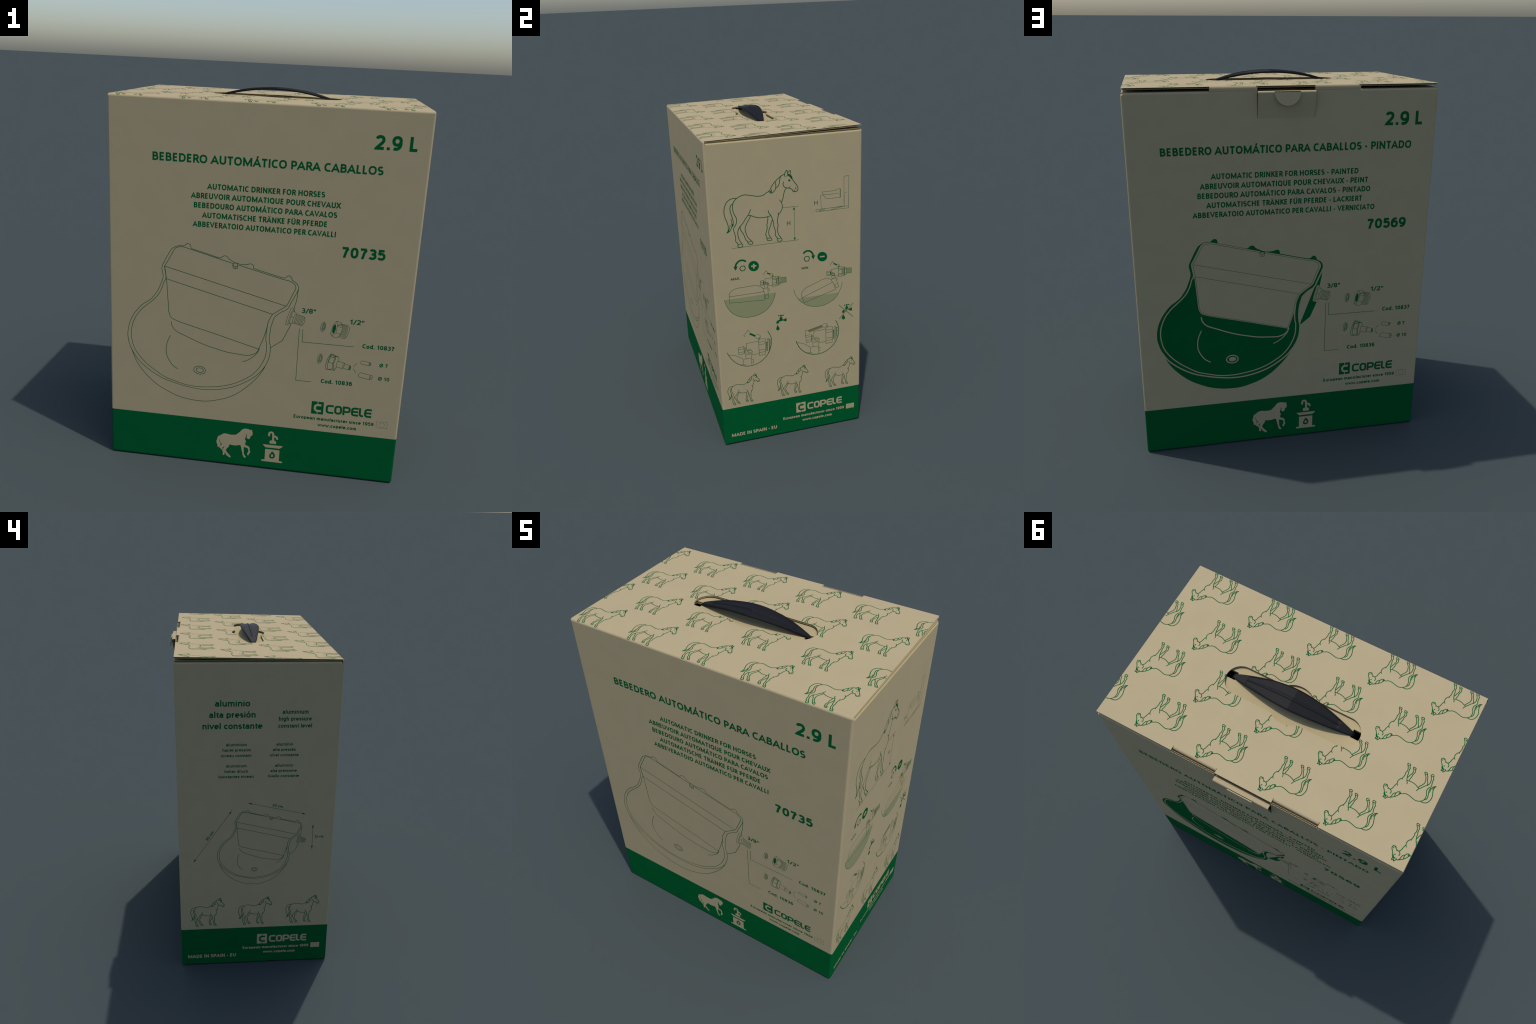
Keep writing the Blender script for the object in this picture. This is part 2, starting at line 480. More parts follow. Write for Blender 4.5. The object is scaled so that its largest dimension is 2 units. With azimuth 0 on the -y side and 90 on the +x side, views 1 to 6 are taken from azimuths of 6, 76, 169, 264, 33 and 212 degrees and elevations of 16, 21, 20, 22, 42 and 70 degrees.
# (scale, du, dv) of each panel's artwork
FIT = {"front": (0.99855, 0.49, 3.07), "back": (0.99872, -0.84, 2.91), "right": (0.99876, -1.28, 3.25), "left": (0.99875, -0.40, 3.38)}
def fit(side, u, v):
    k, du, dv = FIT[side]
    return (u * k + du) / 1000, (v * k + dv) / 1000
def on_front(u, v, d):
    u, v = fit("front", u, v); return (u, YF - d, v)
def on_back(u, v, d):
    u, v = fit("back", u, v); return (-u, YB + d, v)
def on_right(u, v, d):
    u, v = fit("right", u, v); return (HX + d, u, v)
def on_left(u, v, d):
    u, v = fit("left", u, v); return (-HX - d, -u, v)
def on_lid(u, v, d):
    x, y = u / 1000, v / 1000
    if y >= LID_Y0:
        return (x, y, lid_z(y) + d)
    a = min(1.6, (LID_Y0 - y) / 0.012)          # wraps over the front fold
    r = 0.012 + d
    return (x, LID_Y0 - r * math.sin(a), LID_Z0 - 0.012 + r * math.cos(a))
PANEL = {"front": on_front, "back": on_back, "right": on_right, "left": on_left, "lid": on_lid}

def smooth(pts, closed=False, step=6.0):
    """Catmull-Rom through the control points"""
    P = list(pts)
    n = len(P)
    if n < 3:
        return P
    out = []
    rng = range(n if closed else n - 1)
    for i in rng:
        p1, p2 = P[i], P[(i + 1) % n]
        p0 = P[i - 1] if (i > 0 or closed) else (2 * p1[0] - p2[0], 2 * p1[1] - p2[1])
        j = i + 2
        p3 = P[j % n] if (j < n or closed) else (2 * p2[0] - p1[0], 2 * p2[1] - p1[1])
        # centripetal parameters keep tight corners free of loops
        def d(a, b): return max(1e-6, math.hypot(b[0] - a[0], b[1] - a[1]) ** 0.5)
        t1 = d(p0, p1); t2 = t1 + d(p1, p2); t3 = t2 + d(p2, p3)
        k = max(2, min(10, int(math.hypot(p2[0] - p1[0], p2[1] - p1[1]) / step) + 2))
        for s in range(k):
            t = t1 + (t2 - t1) * s / k
            q = []
            for c in (0, 1):
                a1 = (t1 - t) / t1 * p0[c] + t / t1 * p1[c]
                a2 = (t2 - t) / (t2 - t1) * p1[c] + (t - t1) / (t2 - t1) * p2[c]
                a3 = (t3 - t) / (t3 - t2) * p2[c] + (t - t2) / (t3 - t2) * p3[c]
                b1 = (t2 - t) / t2 * a1 + t / t2 * a2
                b2 = (t3 - t) / (t3 - t1) * a2 + (t - t1) / (t3 - t1) * a3
                q.append((t2 - t) / (t2 - t1) * b1 + (t - t1) / (t2 - t1) * b2)
            out.append(tuple(q))
    if not closed:
        out.append(tuple(P[-1]))
    return out

class Drawing:
    """flat artwork in millimetres: strokes and filled outlines"""
    def __init__(self):
        self.items = []
        self.parts = {}
    def curve(self, w, *pts):
        self.items.append(("s", w, smooth(pts))); return self
    def line(self, w, *pts):
        self.items.append(("s", w, list(pts))); return self
    def round_line(self, w, *pts):
        self.items.append(("r", w, smooth(pts))); return self
    def blob(self, *pts):
        self.items.append(("f", 0, smooth(pts, True))); return self
    def shape(self, *pts):
        self.items.append(("f", 0, list(pts))); return self
    def dot(self, u, v, r, n=16):
        self.items.append(("f", 0, [(u + r * math.cos(2 * math.pi * i / n), v + r * math.sin(2 * math.pi * i / n)) for i in range(n)])); return self
    def named(self, key, *pts):
        self.parts[key] = list(pts); return self
    def moved(self, du=0, dv=0, k=1.0, about=(0, 0), pen=1.0):
        d = Drawing()
        for kind, w, pts in self.items:
            d.items.append((kind, w * pen, [((u - about[0]) * k + about[0] + du, (v - about[1]) * k + about[1] + dv) for u, v in pts]))
        return d

def ribbon(pts, w):
    """left/right rails of a stroke of width w with mitred corners"""
    h = w / 2
    P = [pts[0]]
    for p in pts[1:]:
        if math.hypot(p[0] - P[-1][0], p[1] - P[-1][1]) > 0.05:
            P.append(p)
    if len(P) < 2:
        return [], []
    closed = math.hypot(P[0][0] - P[-1][0], P[0][1] - P[-1][1]) < 0.06
    dirs = []
    for a, b in zip(P, P[1:]):
        l = math.hypot(b[0] - a[0], b[1] - a[1]); dirs.append(((b[0] - a[0]) / l, (b[1] - a[1]) / l))
    left, right = [], []
    for i, p in enumerate(P):
        d0 = dirs[i - 1] if i > 0 else (dirs[-1] if closed else dirs[0])
        d1 = dirs[i] if i < len(dirs) else (dirs[0] if closed else dirs[-1])
        m = (-(d0[1] + d1[1]), d0[0] + d1[0])
        l = math.hypot(*m)
        if l < 0.35:
            m, s = (-d1[1], d1[0]), 1.0
        else:
            m = (m[0] / l, m[1] / l)
            s = min(2.0, 1 / max(0.3, m[0] * -d1[1] + m[1] * d1[0]))
        left.append((p[0] + m[0] * h * s, p[1] + m[1] * h * s)); right.append((p[0] - m[0] * h * s, p[1] - m[1] * h * s))
    return left, right

def flat_mesh(name, drawing, panel, level=0, keep=None, clip=None):
    """turn a drawing into thin ink faces lying on a panel"""
    place = PANEL[panel]
    verts, faces = [], []
    for i, (kind, w, pts) in enumerate(drawing.items):
        d = INK * (1 + level) + 0.000006 * (i % 14)
        polys = []
        if kind in "sr":
            a, b = ribbon(pts, w)
            for j in range(len(a) - 1):
                polys.append([b[j], b[j + 1], a[j + 1], a[j]])
            if kind == "r":
                for c in (pts[0], pts[-1]):
                    polys.append([(c[0] + w / 2 * math.cos(2 * math.pi * q / 14), c[1] + w / 2 * math.sin(2 * math.pi * q / 14)) for q in range(14)])
        else:
            vv = [Vector((u, v, 0)) for u, v in pts]
            for t in tessellate_polygon([vv]):
                polys.append([pts[q] for q in t])
        ncap = 2 if kind == "r" else 0
        for pi, poly in enumerate(polys):
            dd = d + (0.000004 if pi >= len(polys) - ncap else 0.0)
            if keep:
                cu = sum(p[0] for p in poly) / len(poly); cv = sum(p[1] for p in poly) / len(poly)
                if not keep(cu, cv):
                    continue
            if clip:
                poly = [(max(clip[0], min(clip[1], u)), min(clip[2], v)) for u, v in poly]
            area = sum(poly[q][0] * poly[(q + 1) % len(poly)][1] - poly[(q + 1) % len(poly)][0] * poly[q][1] for q in range(len(poly)))
            if abs(area) < 1e-4:
                continue
            if area < 0:
                poly = poly[::-1]
            base = len(verts)
            verts += [place(u, v, dd) for u, v in poly]
            faces.append(tuple(range(base, base + len(poly))))
    if not faces:
        return None
    me = bpy.data.meshes.new(name)
    me.from_pydata(verts, [], faces)
    me.update()
    return me

def stamp(name, drawing, panel, mat=None, level=0, **kw):
    me = flat_mesh(name, drawing, panel, level, **kw)
    return link(name, me, mat or GREEN) if me else None

# ------------------------------------------------------------------ lettering
# Bold sans-serif built from pen strokes.  Skeleton units: y = 0 baseline stroke,
# y = 1 capital stroke, XH the lower-case stroke, DS the descender.
XH, DS = 0.645, -0.33

def bow(cx, cy, rx, ry, a0, a1, n=None):
    n = n or max(4, int(abs(a1 - a0) / 15))
    out = []
    for i in range(n + 1):
        a = math.radians(a0 + (a1 - a0) * i / n)
        c, s = math.cos(a), math.sin(a)
        e = 0.86                                 # slightly squared bowls
        out.append((cx + rx * math.copysign(abs(c) ** e, c), cy + ry * math.copysign(abs(s) ** e, s)))
    return out

def _glyph_table():
    g = {}
    def put(ch, width, sides, *strokes):
        g[ch] = (width, sides, strokes)
    hx = XH / 2
    put("A", .80, (.1, .1), [(0, 0), (.40, 1), (.80, 0)], [(.14, .27), (.66, .27)])
    put("B", .55, (1, .6), [(0, 0), (0, 1)], [(0, 1), (.25, 1)] + bow(.25, .765, .24, .235, 90, -90) + [(0, .53)],
        [(0, .53), (.28, .53)] + bow(.28, .265, .27, .265, 90, -90) + [(0, 0)])
    put("C", .62, (.6, .3), bow(.40, .5, .40, .5, 58, 302))
    put("D", .66, (1, .6), [(0, 0), (0, 1)], [(0, 1), (.24, 1)] + bow(.24, .5, .42, .5, 90, -90) + [(0, 0)])
    put("E", .46, (1, .4), [(0, 0), (0, 1)], [(0, 1), (.47, 1)], [(0, .52), (.43, .52)], [(0, 0), (.47, 0)])
    put("F", .43, (1, .2), [(0, 0), (0, 1)], [(0, 1), (.45, 1)], [(0, .50), (.41, .50)])
    put("H", .66, (1, 1), [(0, 0), (0, 1)], [(.66, 0), (.66, 1)], [(0, .52), (.66, .52)])
    put("I", .0, (1, 1), [(0, 0), (0, 1)])
    put("K", .56, (1, .1), [(0, 0), (0, 1)], [(.05, .5), (.52, 1)], [(.17, .60), (.58, 0)])
    put("L", .42, (1, .2), [(0, 0), (0, 1)], [(0, 0), (.45, 0)])
    put("M", .94, (1, 1), [(0, 0), (0, 1)], [(.02, 1), (.47, .06), (.92, 1)], [(.94, 0), (.94, 1)])
    put("N", .68, (1, 1), [(0, 0), (0, 1)], [(.01, 1), (.67, 0)], [(.68, 0), (.68, 1)])
    put("O", .78, (.6, .6), bow(.39, .5, .39, .5, 0, 360))
    put("P", .50, (1, .3), [(0, 0), (0, 1)], [(0, 1), (.24, 1)] + bow(.24, .70, .27, .30, 90, -90) + [(0, .40)])
    put("Q", .80, (.6, .5), bow(.39, .5, .39, .5, 0, 360), [(.46, .10), (.80, -.16)])
    put("R", .53, (1, .2), [(0, 0), (0, 1)], [(0, 1), (.24, 1)] + bow(.24, .735, .26, .265, 90, -90) + [(0, .47)], [(.26, .47), (.55, 0)])
    put("S", .50, (.5, .5), bow(.26, .745, .25, .255, 40, 268, 14) + bow(.25, .255, .27, .255, 88, -140, 14))
    put("T", .62, (.1, .1), [(.31, 0), (.31, 1)], [(-.05, 1), (.67, 1)])
    put("U", .64, (1, 1), [(0, 1), (0, .36)] + bow(.32, .33, .32, .33, 180, 360) + [(.64, .36), (.64, 1)])
    put("V", .74, (.1, .1), [(0, 1), (.37, 0), (.74, 1)])
    put("X", .68, (.1, .1), [(0, 0), (.66, 1)], [(.02, 1), (.68, 0)])
    put("Ø", .78, (.6, .6), bow(.39, .5, .39, .5, 0, 360), [(.06, -.08), (.72, 1.08)])
    put("0", .52, (.7, .7), bow(.26, .5, .26, .5, 0, 360))
    put("1", .34, (.8, .7), [(.26, 0), (.26, 1)], [(.30, .98), (.15, .86), (-.02, .80)])
    put("2", .52, (.6, .6), bow(.26, .73, .25, .27, 165, -20) + [(.40, .45), (.04, .04), (.02, 0)], [(0, 0), (.56, 0)])
    put("3", .50, (.6, .6), bow(.24, .755, .24, .245, 150, -82), bow(.24, .265, .27, .265, 84, -155), [(.16, .525), (.30, .525)])
    put("5", .50, (.6, .6), [(.50, 1), (.08, 1), (.04, .50)], [(.04, .50)] + bow(.24, .32, .27, .32, 110, -155))
    put("6", .52, (.6, .6), bow(.27, .32, .26, .32, 0, 360), bow(.36, .45, .36, .55, 180, 70, 8))
    put("7", .52, (.5, .5), [(-.05, 1), (.54, 1)], [(.53, .98), (.32, .60), (.20, 0)])
    put("8", .52, (.6, .6), bow(.26, .755, .235, .245, 0, 360), bow(.26, .26, .26, .26, 0, 360))
    put("9", .52, (.6, .6), bow(.25, .68, .26, .32, 0, 360), bow(.16, .55, .36, .55, 0, -110, 8))
    put("a", .43, (.5, .8), bow(.22, XH - .19, .21, .19, 150, 0, 8) + [(.43, 0)], [(.43, .40), (.22, .37)] + bow(.20, .19, .20, .19, 95, 270, 8) + [(.32, .03), (.43, .14)])
    put("c", .42, (.5, .2), bow(.27, hx, .27, hx, 55, 305))
    put("d", .48, (.5, 1), bow(.24, hx, .24, hx, 0, 360), [(.48, 0), (.48, 1)])
    put("e", .50, (.5, .4), [(.02, hx), (.50, hx)] + bow(.25, hx, .25, hx, 0, 310))
    put("f", .22, (.2, .1), [(.13, 0), (.13, .74)] + bow(.34, .76, .21, .24, 180, 100, 6), [(-.04, XH), (.32, XH)])
    put("g", .48, (.5, 1), bow(.24, hx, .24, hx, 0, 360), [(.48, XH), (.48, -.08)] + bow(.24, -.10, .24, .22, 0, -150, 8))
    put("h", .44, (1, 1), [(0, 0), (0, 1)], [(0, .36)] + bow(.22, XH - .22, .22, .22, 160, 0, 8) + [(.44, 0)])
    put("i", .0, (1, 1), [(0, 0), (0, XH)], [(0, .90), (0, 1.03)])
    put("k", .42, (1, .1), [(0, 0), (0, 1)], [(.03, .28), (.40, XH)], [(.12, .40), (.45, 0)])
    put("l", .0, (1, 1), [(0, 0), (0, 1)])
    put("m", .78, (1, 1), [(0, 0), (0, XH)], [(0, .36)] + bow(.20, XH - .20, .20, .20, 160, 0, 8) + [(.40, 0)], [(.40, .36)] + bow(.59, XH - .20, .19, .20, 160, 0, 8) + [(.78, 0)])
    put("n", .44, (1, 1), [(0, 0), (0, XH)], [(0, .36)] + bow(.22, XH - .22, .22, .22, 160, 0, 8) + [(.44, 0)])
    put("o", .50, (.5, .5), bow(.25, hx, .25, hx, 0, 360))
    put("p", .48, (1, .5), [(0, DS), (0, XH)], bow(.24, hx, .24, hx, 0, 360))
    put("r", .24, (1, .1), [(0, 0), (0, XH)], [(0, .34)] + bow(.24, XH - .24, .24, .24, 165, 85, 6))
    put("s", .36, (.4, .4), bow(.19, XH - .165, .18, .165, 40, 268, 10) + bow(.18, .165, .19, .165, 88, -140, 10))
    put("t", .22, (.2, .3), [(.12, .88), (.12, .20)] + bow(.30, .20, .18, .20, 180, 275, 6), [(-.04, XH), (.33, XH)])
    put("u", .44, (1, 1), [(0, XH), (0, .22)] + bow(.22, .22, .22, .22, 180, 330, 8) + [(.44, .32)], [(.44, XH), (.44, 0)])
    put("v", .52, (.1, .1), [(0, XH), (.26, 0), (.52, XH)])
    put("w", .84, (.1, .1), [(0, XH), (.21, 0), (.42, XH), (.63, 0), (.84, XH)])
    put(".", .0, (.9, .9), [(0, -.12), (0, .13)])
    put("-", .20, (.7, .7), [(-.06, .36), (.26, .36)])
    put("/", .36, (.1, .1), [(-.04, -.22), (.42, 1.12)])
    put("”", .24, (.6, .6), [(-.02, .62), (.07, 1.05)], [(.22, .62), (.31, 1.05)])
    put(" ", .30, (.5, .5))
    for ch, base, mark in (("Á", "A", [(.38, 1.16), (.54, 1.42)]), ("ó", "o", [(.22, .86), (.36, 1.12)])):
        w, s, st = g[base]; g[ch] = (w, s, st + (mark,))
    w, s, st = g["i"]; g["í"] = (w, s, (st[0], [(-.04, .86), (.10, 1.12)]))
    w, s, st = g["A"]; g["Ä"] = (w, s, st + ([(.17, 1.28), (.32, 1.28)], [(.48, 1.28), (.63, 1.28)]))
    w, s, st = g["U"]; g["Ü"] = (w, s, st + ([(.08, 1.28), (.23, 1.28)], [(.41, 1.28), (.56, 1.28)]))
    w, s, st = g["a"]; g["ã"] = (w, s, st + ([(.0, .86), (.12, .96), (.28, .90), (.42, .98)],))
    return g
GLYPH = _glyph_table()

def clip_v(poly, lim, upper):
    """clip a convex polygon at a horizontal line"""
    out = []
    for (a, b), (c, d) in zip(poly, poly[1:] + poly[:1]):
        ia, ic = (b <= lim, d <= lim) if upper else (b >= lim, d >= lim)
        if ia:
            out.append((a, b))
        if ia != ic:
            t = (lim - b) / (d - b); out.append((a + (c - a) * t, lim))
    return out

STYLE = {"humanist": (0.213, 0.165), "lower": (0.20, 0.14), "grotesque": (0.228, 0.155), "thin": (0.13, 0.2)}   # pen, spacing (of cap height)
def write(panel, text, left, right, cap, style="humanist", mat=None):
    """set a line of text between two baseline points; cap = capital height"""
    pen, space = STYLE[style]
    w, gap = pen * cap, space * cap
    length = math.hypot(right[0] - left[0], right[1] - left[1])
    ca, sa = (right[0] - left[0]) / length, (right[1] - left[1]) / length
    span, fixed = 0.0, 0.0
    gl = [GLYPH[c] for c in text]
    for i, (gw, sides, st) in enumerate(gl):
        span += gw
        fixed += w if st else 0
        if i < len(gl) - 1:
            fixed += gap * (sides[1] + gl[i + 1][1][0]) / 2
    k = (length - fixed) / span if span else 0.0
    place = PANEL[panel]
    h, inner = w / 2, cap - w
    def yy(y): return h + y * inner
    verts, faces, x, layer = [], [], 0.0, 0
    for i, (gw, sides, st) in enumerate(gl):
        if st:
            x += h
        for stroke in st:
            pts = [(x + a * k, yy(b)) for a, b in stroke]
            ys = [b for _, b in stroke]
            lo, hi = -9e9, 9e9
            if min(ys) >= -0.001:
                lo = 0.0
            if max(ys) <= 1.001 and max(ys) > 0.99:
                hi = cap
            elif abs(max(ys) - XH) < 0.001:
                hi = yy(XH) + h
            for end, nxt in ((0, 1), (-1, -2)):           # run stems out to the line and trim there
                if min(abs(ys[end] - q) for q in (0, 1, XH)) < 0.001:
                    dx, dy = pts[end][0] - pts[nxt][0], pts[end][1] - pts[nxt][1]
                    if abs(dy) > abs(dx) * 0.6:
                        l = math.hypot(dx, dy)
                        pts[end] = (pts[end][0] + dx / l * h * 1.5, pts[end][1] + dy / l * h * 1.5)
            a, b = ribbon(pts, w)
            d = INK + 0.000006 * (layer % 10); layer += 1
            for j in range(len(a) - 1):
                poly = [b[j], b[j + 1], a[j + 1], a[j]]
                poly = clip_v(clip_v(poly, lo, False), hi, True)
                if len(poly) < 3:
                    continue
                base = len(verts)
                verts += [place(left[0] + u * ca - v * sa, left[1] + u * sa + v * ca, d) for u, v in poly]
                faces.append(tuple(range(base, base + len(poly))))
        x += gw * k + (h if st else 0)
        if i < len(gl) - 1:
            x += gap * (sides[1] + gl[i + 1][1][0]) / 2
    me = bpy.data.meshes.new("printed_text")
    me.from_pydata(verts, [], faces); me.update()
    return link("printed_text", me, mat or GREEN)

# ------------------------------------------------------------------ artwork (millimetres on the panels)
def draw_trough():
    """wall-hung drinking trough, named outlines"""
    d = Drawing()
    d.named("rim_left", (-386, 1220), (-397, 1221), (-411, 1219), (-427, 1213), (-440, 1205), (-447, 1198), (-462, 1173), (-481, 1135), (-492, 1111), (-496, 1095), (-493, 1077), (-490, 1063), (-489, 1048), (-494, 1027), (-502, 1006), (-512, 980), (-528, 953), (-546, 928), (-568, 909), (-597, 888), (-626, 855), (-648, 821), (-665, 783), (-674, 745), (-677, 714), (-673, 679), (-661, 639), (-647, 612), (-622, 574), (-584, 538), (-534, 503), (-483, 477), (-424, 459), (-357, 444), (-290, 436), (-224, 438), (-154, 452), (-97, 472), (-45, 501), (6, 539), (33, 569), (55, 600), (70, 634), (78, 665), (81, 698), (80, 724), (76, 740), (74, 774), (75, 804), (79, 834), (88, 869), (94, 884), (106, 898), (125, 914), (153, 932), (162, 944), (170, 964), (187, 1002), (200, 1032), (204, 1046), (201, 1062), (192, 1075), (178, 1084))
    d.named("lugs", (-386, 1220), (-378, 1225), (-370, 1232), (-360, 1234), (-352, 1231), (-348, 1222), (-346, 1211), (-340, 1209), (-273, 1192), (-201, 1174), (-193, 1175), (-184, 1183), (-172, 1187), (-162, 1184), (-154, 1174), (-136, 1163), (-113, 1153), (-85, 1149), (-62, 1151), (-43, 1156), (-33, 1154), (-28, 1146), (-26, 1134), (-19, 1132), (51, 1114), (121, 1098), (131, 1097), (140, 1102), (149, 1110), (159, 1109), (167, 1101), (170, 1090), (178, 1084))
    d.named("inner_rim", (-482, 1106), (-480, 1088), (-476, 1064), (-474, 1047), (-476, 1035), (-485, 1020), (-490, 1001), (-500, 975), (-516, 946), (-538, 920), (-568, 893), (-599, 864), (-626, 829), (-644, 793), (-655, 755), (-658, 720), (-655, 686), (-645, 647), (-630, 618), (-605, 585), (-568, 549), (-525, 518), (-475, 487), (-420, 469), (-357, 453), (-290, 449), (-224, 455), (-159, 468), (-98, 490), (-54, 515), (-11, 546), (24, 587), (46, 629), (58, 665), (61, 700), (61, 726), (56, 751), (55, 794), (58, 819), (62, 854), (77, 891))
    d.named("plate_top", (-482, 1106), (-465, 1136), (-444, 1176), (-430, 1201), (-419, 1210), (-407, 1214), (-385, 1215), (-372, 1212), (-130, 1150))
    d.named("plate_top_b", (-104, 1145), (122, 1090), (163, 1082), (175, 1075), (186, 1065), (190, 1055), (190, 1045), (177, 1015), (153, 956), (148, 949), (82, 898), (77, 891))
    d.named("crease_a", (-481, 1106), (148, 949))
    d.named("crease_b", (-471, 1039), (81, 899))
    d.named("plate_low", (-481, 1106), (-472, 1044), (-470, 1027), (-465, 965), (-461, 911), (-457, 861), (-453, 846), (-444, 830), (-425, 819), (-201, 759), (20, 700))
    d.named("plate_right", (20, 700), (39, 753), (53, 802), (58, 828), (62, 853))
    d.named("curve_low", (-444, 807), (-441, 790), (-433, 774), (-418, 758), (-398, 747), (-363, 733), (-313, 712), (-256, 692), (-198, 677), (-141, 665), (-84, 660), (-60, 658), (-36, 658), (-12, 665), (7, 676), (17, 689), (23, 703))
    d.named("curve_side", (-60, 619), (-35, 631), (-8, 652), (13, 676), (24, 701))
    d.named("curve_arc", (-447, 729), (-462, 693), (-469, 653), (-466, 618), (-453, 588), (-434, 561), (-405, 540))
    d.named("drain", (-255, 543), (-261, 532), (-273, 525), (-290, 523), (-305, 528), (-316, 537), (-318, 548), (-313, 559), (-300, 567), (-284, 569), (-268, 564), (-258, 555), (-255, 543))
    d.named("drain_in", (-266, 545), (-270, 538), (-278, 534), (-288, 533), (-297, 535), (-304, 541), (-305, 548), (-302, 554), (-294, 558), (-284, 559), (-275, 557), (-268, 551), (-266, 545))
    d.named("bowl", (-661, 639), (-653, 620), (-635, 573), (-605, 524), (-567, 481), (-521, 441), (-470, 411), (-411, 385), (-347, 370), (-284, 366), (-238, 369), (-181, 384), (-127, 405), (-75, 438), (-24, 485), (18, 534), (48, 581), (59, 605))
    d.named("flank", (204, 1046), (202, 1020), (198, 983), (189, 939), (191, 924))
    d.named("flank_low", (177, 858), (174, 841), (140, 760), (81, 713))
    d.named("bolt", (-131, 1149), (-128, 1139), (-120, 1135), (-110, 1137), (-107, 1145), (-113, 1152), (-120, 1154), (-131, 1149))
    d.named("bolt_b", (-131, 1149), (-132, 1133), (-127, 1125), (-117, 1124), (-108, 1126), (-107, 1145))
    d.named("bolt_c", (-119, 1135), (-119, 1124))
    return d

def draw_inlet_fitting():
    """threaded inlet on the trough"""
    d = Drawing()
    d.curve(1, (188.6, 939.5), (179.4, 942.7), (174.5, 938.9), (167.9, 920.4), (159.3, 891.9), (152.9, 860.6), (151.9, 852.2), (155.5, 848.3), (161.9, 850.4))
    d.curve(1, (189, 933.5), (182.8, 930.1), (175, 910), (167.6, 884.4), (163.4, 860.3), (161.9, 850.4))
    d.curve(1, (190.9, 924), (186.3, 924.4), (181.2, 914.8), (176.1, 893.5), (171, 870.8), (168.8, 856.7), (165.8, 851.3))
    d.line(1, (188.5, 941.1), (192.2, 924.2), (201.1, 918.1), (201.5, 912.1))
    d.line(1, (176, 894.9), (187.8, 892.5))
    d.curve(1, (168.8, 856.7), (177.5, 859.8), (183.6, 857.6), (188.4, 862.8))
    d.curve(1, (199.5, 911.9), (191.5, 895.1), (186.2, 877.9), (185.3, 863.9), (188.4, 862.8))
    d.line(1, (199.5, 911.9), (246.9, 898.6))
    d.line(1, (188.4, 862.8), (233.3, 851.2))
    d.curve(1, (206.1, 910.1), (198.4, 887.2), (195, 861.2))
    d.curve(1, (212.7, 908.2), (204.9, 885.4), (201.4, 859.6))
    d.curve(1, (219.2, 906.3), (211.4, 883.6), (207.8, 857.9))
    d.curve(1, (225.8, 904.4), (217.9, 881.8), (214.2, 856.2))
    d.curve(1, (232.4, 902.5), (224.4, 880), (220.6, 854.6))
    d.curve(1, (239, 900.6), (230.8, 878.2), (227, 852.9))
    d.curve(1, (245.6, 898.7), (237.3, 876.5), (233.4, 851.2))
    d.curve(1, (246.9, 898.6), (247.3, 881.2), (242.8, 864.1), (233.3, 851.2))
    return d

